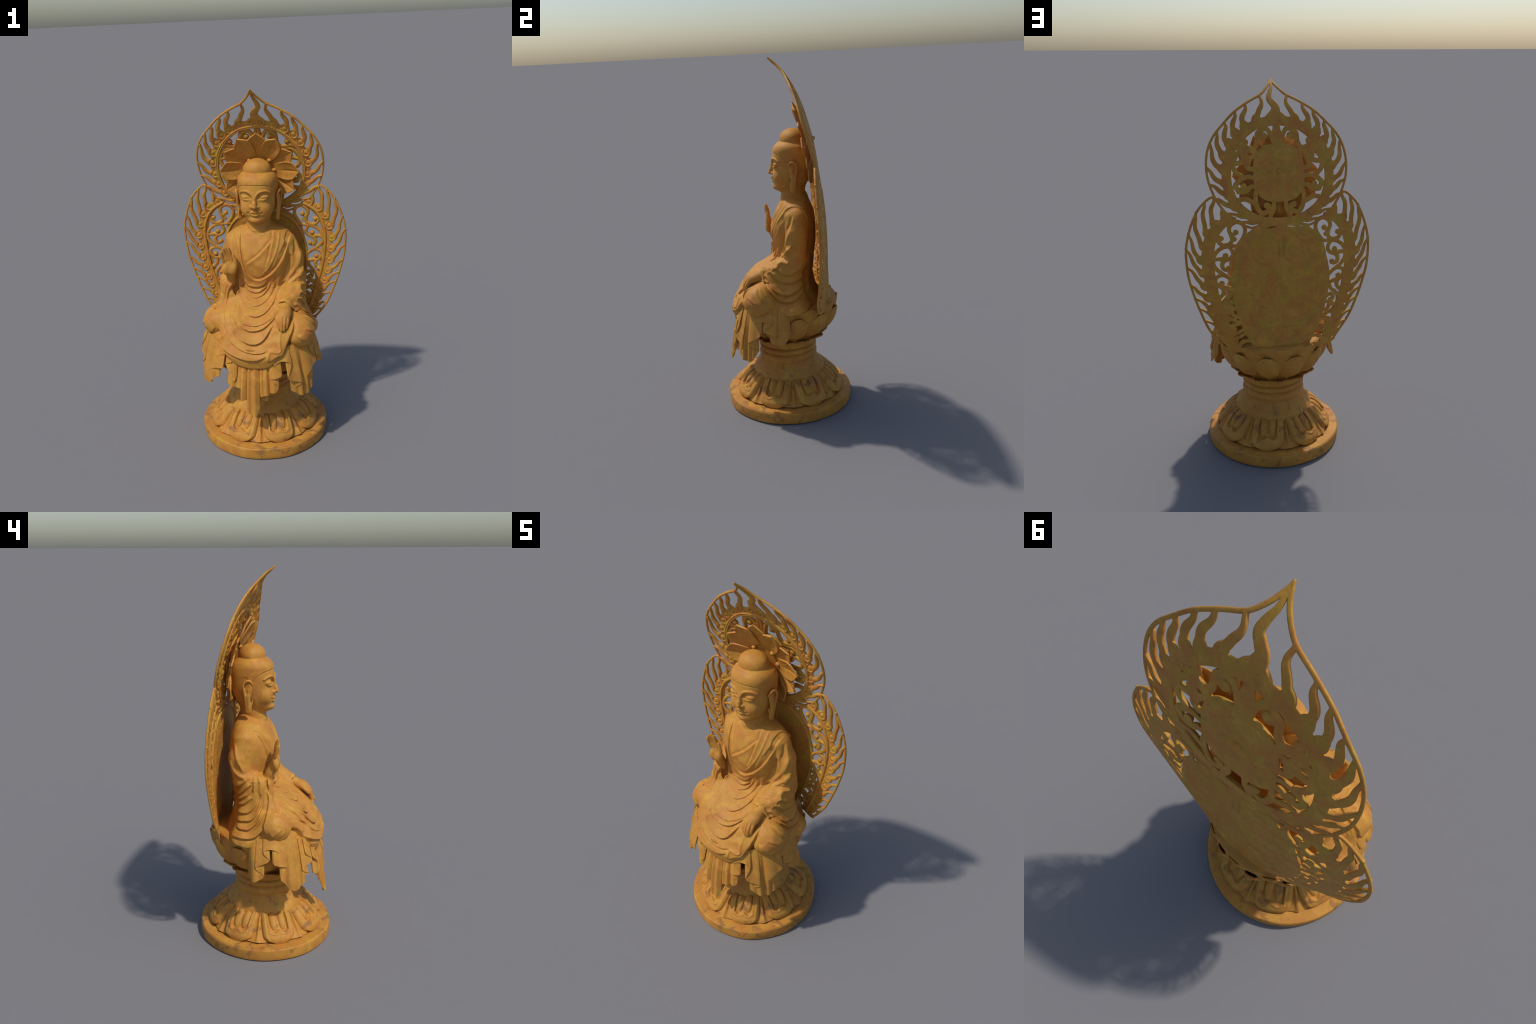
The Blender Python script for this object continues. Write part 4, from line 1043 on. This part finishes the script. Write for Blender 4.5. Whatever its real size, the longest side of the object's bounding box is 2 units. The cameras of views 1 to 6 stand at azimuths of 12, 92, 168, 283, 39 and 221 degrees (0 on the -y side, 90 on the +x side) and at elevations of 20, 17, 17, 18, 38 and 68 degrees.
def new_material(name, random_shift=False, spots=.18, olive=.42, spot_scale=30):
    """Aged gilding on carved wood: ochre and orange clouds, yellow rubbed gold, olive tarnish,
    brown bare patches, fine brushed grain.  All from noise on object coordinates."""
    m = bpy.data.materials.new(name)
    m.use_nodes = True
    nt = m.node_tree
    N, L = nt.nodes, nt.links
    bs = N["Principled BSDF"]
    co = N.new("ShaderNodeTexCoord")
    vec = co.outputs["Object"]
    if random_shift:
        info = N.new("ShaderNodeObjectInfo")
        mul = N.new("ShaderNodeMath")
        mul.operation = "MULTIPLY"
        mul.inputs[1].default_value = 7.3
        L.new(info.outputs["Random"], mul.inputs[0])
        add = N.new("ShaderNodeVectorMath")
        add.operation = "ADD"
        L.new(vec, add.inputs[0])
        L.new(mul.outputs[0], add.inputs[1])
        vec = add.outputs[0]

    def noise(scale, detail, rough=.55, dist=0.0, shift=0.0, stretch=None):
        n = N.new("ShaderNodeTexNoise")
        n.inputs["Scale"].default_value = scale
        n.inputs["Detail"].default_value = detail
        n.inputs["Roughness"].default_value = rough
        n.inputs["Distortion"].default_value = dist
        mp = N.new("ShaderNodeMapping")
        mp.inputs["Location"].default_value = (shift, shift * .7, -shift)
        if stretch:
            mp.inputs["Scale"].default_value = stretch
        L.new(vec, mp.inputs["Vector"])
        L.new(mp.outputs["Vector"], n.inputs["Vector"])
        return n.outputs["Fac"]

    def ramp(fac, stops):
        r = N.new("ShaderNodeValToRGB")
        e = r.color_ramp.elements
        while len(e) < len(stops):
            e.new(.5)
        for q, (p, c) in zip(e, stops):
            q.position = p
            q.color = (*c, 1) if isinstance(c, tuple) else (c, c, c, 1)
        L.new(fac, r.inputs["Fac"])
        return r.outputs["Color"]

    def mix(a, b, fac):
        x = N.new("ShaderNodeMix")
        x.data_type = "RGBA"
        for s, val in ((x.inputs[6], a), (x.inputs[7], b), (x.inputs[0], fac)):
            if hasattr(val, "is_linked"):
                L.new(val, s)
            else:
                s.default_value = val if not isinstance(val, tuple) else (*val, 1)
        return x.outputs[2]
    OCHRE, ORANGE, YELLOW, OLIVE, BROWN, ROSE = (.525, .228, .038), (.500, .190, .036), (.670, .365, .050), (.450, .272, .029), (.225, .104, .044), (.540, .248, .044)
    base = ramp(noise(11, 4, .6, .3), [(.36, ORANGE), (.52, OCHRE), (.66, ROSE)])
    base = mix(base, OLIVE, ramp(noise(14, 4, .6, .5, 3.1), [(.46, 0.0), (.70, olive)]))
    base = mix(base, YELLOW, ramp(noise(17, 6, .66, .6, 7.7), [(.50, 0.0), (.74, .70)]))
    base = mix(base, YELLOW, ramp(noise(85, 4, .65, .8, 1.7, (1, 1, .45)), [(.55, 0.0), (.78, .40)]))
    base = mix(base, BROWN, ramp(noise(120, 3, .6, .4, 5.2, (1, 1, .5)), [(.56, 0.0), (.80, .35)]))
    base = mix(base, BROWN, ramp(noise(spot_scale, 5, .62, .5, 11.0), [(.555, 0.0), (.635, spots)]))
    L.new(base, bs.inputs["Base Color"])
    bs.inputs["Roughness"].default_value = .60
    bs.inputs["Specular IOR Level"].default_value = .30
    bump = N.new("ShaderNodeBump")
    bump.inputs["Strength"].default_value = .35
    bump.inputs["Distance"].default_value = .0014
    L.new(noise(140, 5, .62), bump.inputs["Height"])
    L.new(bump.outputs["Normal"], bs.inputs["Normal"])
    return m


WOOD = new_material("aged_gilded_wood")
PIECE = new_material("aged_gilded_wood_pieces", True)
HALO_MAT = new_material("tarnished_gilded_plate", False, .25, .95)
FOOT = new_material("worn_gilded_wood", False, .62, .4, 19)
FOOT_PIECE = new_material("worn_gilded_wood_pieces", True, .66, .4, 17)

COL = bpy.context.scene.collection


def mesh_of(name, verts, faces, extra=()):
    me = bpy.data.meshes.new(name)
    me.from_pydata([tuple(v) for v in verts] if len(verts) < 4000 else verts.tolist(), [], (faces.tolist() if hasattr(faces, "tolist") else list(faces)) + [list(map(int, e)) for e in extra])
    me.update()
    return me


def part(name, me, parent, mat, smooth_shade=True):
    ob = bpy.data.objects.new(name, me)
    COL.objects.link(ob)
    ob.parent = parent
    if mat and not me.materials:
        me.materials.append(mat)
    if smooth_shade:
        me.polygons.foreach_set("use_smooth", [True] * len(me.polygons))
    return ob


def vertex_normals(verts, faces):
    a = verts[faces[:, 2]] - verts[faces[:, 0]]
    b = verts[faces[:, 3]] - verts[faces[:, 1]]
    fn = np.cross(a, b)
    n = np.zeros_like(verts)
    for q in range(4):
        for c in range(3):
            n[:, c] += np.bincount(faces[:, q], fn[:, c], len(verts))
    return n / np.maximum(np.linalg.norm(n, axis=1, keepdims=True), 1e-12)


def split_surface(verts, faces, flabel, naming, parent, mat, main=None):
    """One smooth surface, separated by region; borders coincide and share the whole surface's normals."""
    nrm = vertex_normals(verts, faces)
    made = {}
    for lb in np.unique(flabel):
        fs = faces[flabel == lb]
        used, inv = np.unique(fs, return_inverse=True)
        nm = naming(lb)
        me = mesh_of(nm, verts[used], inv.reshape(fs.shape))
        ob = part(nm, me, parent, mat)
        me.normals_split_custom_set_from_vertices(nrm[used].tolist())
        made[lb] = ob
    return made


def sheet_part(name, P, thick, parent, mat):
    v, f = closed_sheet(P, thick)
    return part(name, mesh_of(name, v, f), parent, mat)


def shade_by_angle(ob, deg=40):
    me = ob.data
    me.set_sharp_from_angle(angle=math.radians(deg))


def fix_normals(me):
    import bmesh
    bm = bmesh.new()
    bm.from_mesh(me)
    bmesh.ops.recalc_face_normals(bm, faces=bm.faces)
    bm.to_mesh(me)
    bm.free()


ROOT = bpy.data.objects.new("seated_deity_statue", None)
COL.objects.link(ROOT)
ROOT["label"] = "golden carved seated deity with flame halo on lotus pedestal"
ROOT["category"] = "statue"

# ---- pedestal
def turned(name, profile, seed, amount, parent, mat, n=3, steps=160):
    pr = [profile[0]] + [tuple(p) for p in spline(profile[1:-1], n)] + [profile[-1]]
    w = worn(seed, amount)
    v, q, caps = revolve([(max(r, 0.0004), z) for r, z in pr], steps, lambda a, z: w(a, z) * (1 if amount else 0))
    ob = part(name, mesh_of(name, v, q, caps), parent, mat)
    fix_normals(ob.data)
    shade_by_angle(ob, 50)
    return ob


pedestal = turned("pedestal", NECK, 3, .0010, ROOT, WOOD)
turned("base_disc", DISC, 1, .0014, pedestal, FOOT, 2, 192)
turned("petal_core", CORE, 2, .0, pedestal, FOOT, 2)
turned("bell", BELL, 4, .0010, pedestal, FOOT)
turned("lotus_cup", CUP, 5, .0008, pedestal, WOOD)


def ring_of(name, P, thick, count, phase, mat, solid=False):
    v, f = closed_sheet(P, thick)
    me = mesh_of(name, v, f)
    fix_normals(me)
    first = part(name, me, pedestal, mat)
    shade_by_angle(first, 55)
    first.rotation_euler.z = math.radians(phase)
    for i in range(1, count):
        ob = first.copy()
        COL.objects.link(ob)
        ob.rotation_euler.z = math.radians(phase + i * 360 / count)
    return first


ring_of("base_petal", base_petal(), .010, 8, 27, FOOT_PIECE)
ring_of("base_under_petal", under_petal(), .010, 8, 4.5, FOOT_PIECE)
ring_of("seat_petal", seat_petal([(.196, .450), (.226, .472), (.256, .515), (.280, .56), (.296, .606)], math.radians(14.2), .022, .007), .008, 12, 12.5, PIECE)
ring_of("seat_calyx", seat_petal([(.178, .416), (.196, .421), (.216, .427), (.232, .437)], math.radians(13), .002, .006), .007, 12, 27.5, PIECE)
ring_of("seat_upper_petal", seat_petal([(.244, .50), (.268, .56), (.285, .61), (.295, .652)], math.radians(14.5), .008, .003), .008, 12, 27.5, PIECE)

# ---- halo
hv, hf, hl, hn = build_halo()
halo = None
ids = np.unique(hl)
nrm_parts = split_surface(hv, hf, hl, lambda lb: hn[int(lb)], ROOT, HALO_MAT)
halo = nrm_parts[0]
halo.name = "halo"
for lb, ob in nrm_parts.items():
    if ob is not halo:
        ob.parent = halo
print("halo quads", len(hf))

# ---- rosette behind the head
rng = np.random.default_rng(5)
rp = [(0, .012), (.115, .012), (.124, .018), (.120, .024), (.105, .0255), (.080, .024), (.055, .0245), (.03, .027), (0, .028)]
rr = spline(rp, 4)
th = np.linspace(0, 2 * np.pi, 97)[:-1]
RV = rosette_point(np.maximum(rr[:, 0], .0005)[:, None] + 0 * th[None], th[None] + 0 * rr[:, :1], rr[:, 1][:, None] + 0 * th[None])
g = np.arange(RV.shape[0] * 96).reshape(-1, 96)
q = np.stack([g[:-1], np.roll(g, -1, 1)[:-1], np.roll(g, -1, 1)[1:], g[1:]], -1).reshape(-1, 4)
rosette = part("rosette", mesh_of("rosette", RV.reshape(-1, 3), q, [list(g[0]), list(g[-1])]), ROOT, WOOD)
fix_normals(rosette.data)
for i in range(12):
    ob = sheet_part("rosette_petal", rosette_petal(math.radians(30 * i), rng), .0075, rosette, PIECE)
    fix_normals(ob.data)
    shade_by_angle(ob, 60)
bv, bq, bc = revolve([(max(.0135 * math.sin(a), .0003), -.012 * math.cos(a)) for a in np.linspace(0, math.pi, 13)], 24)
bud_me = mesh_of("rosette_bud", bv, bq, bc)
fix_normals(bud_me)
for i in range(7):
    ob = part("rosette_bud", bud_me, rosette, PIECE)
    ob.location = rosette_point(np.array(.080), np.array(math.radians(45 * i + 45)), np.array(.030))
nip = part("back_boss", bud_me, rosette, PIECE)
nip.location = (0, halo_y(0, 1.56) - .0020, 1.56)

# ---- skirt
for key, hem in HEMS.items():
    ob = sheet_part("skirt_panel", skirt_sheet(hem), .0085, ROOT, WOOD)
    fix_normals(ob.data)
    shade_by_angle(ob, 70)

# ---- robe
RB = Box(ROBE_LO, ROBE_HI, ROBE_STEP)
rf = robe_field(RB)
rv, rq = surface_net(rf, RB)
rv = relax(rv, rq, 2, .4)
lab = robe_part(rv)[rq[:, 0]]
split_surface(rv, rq, lab, lambda lb: ROBE_NAMES[int(lb)], ROOT, WOOD)
print("robe quads", len(rq))

# ---- head
HB = Box(HEAD_LO, HEAD_HI, .0021)
hfld = head_field(HB)
v, f = surface_net(hfld, HB)
v = relax(v, f, 2, .4)
lab = head_part(v)[f[:, 0]]
hp = split_surface(v, f, lab, lambda lb: HEAD_NAMES[int(lb)], ROOT, WOOD)
hp[0].name = "head"
for k, ob in hp.items():
    if k in (1, 3):
        ob.parent = hp[0]
print("head quads", len(f))
for fn, lo, hi in ((raised_hand, (-.215, -.125, .915), (-.09, .005, 1.18)), (resting_hand, (.11, -.255, .725), (.215, -.04, .91))):
    B_ = Box(lo, hi, .0018)
    v, f = surface_net(fn(B_), B_)
    v = relax(v, f, 2, .4)
    part("hand", mesh_of("hand", v, f), ROOT, WOOD)
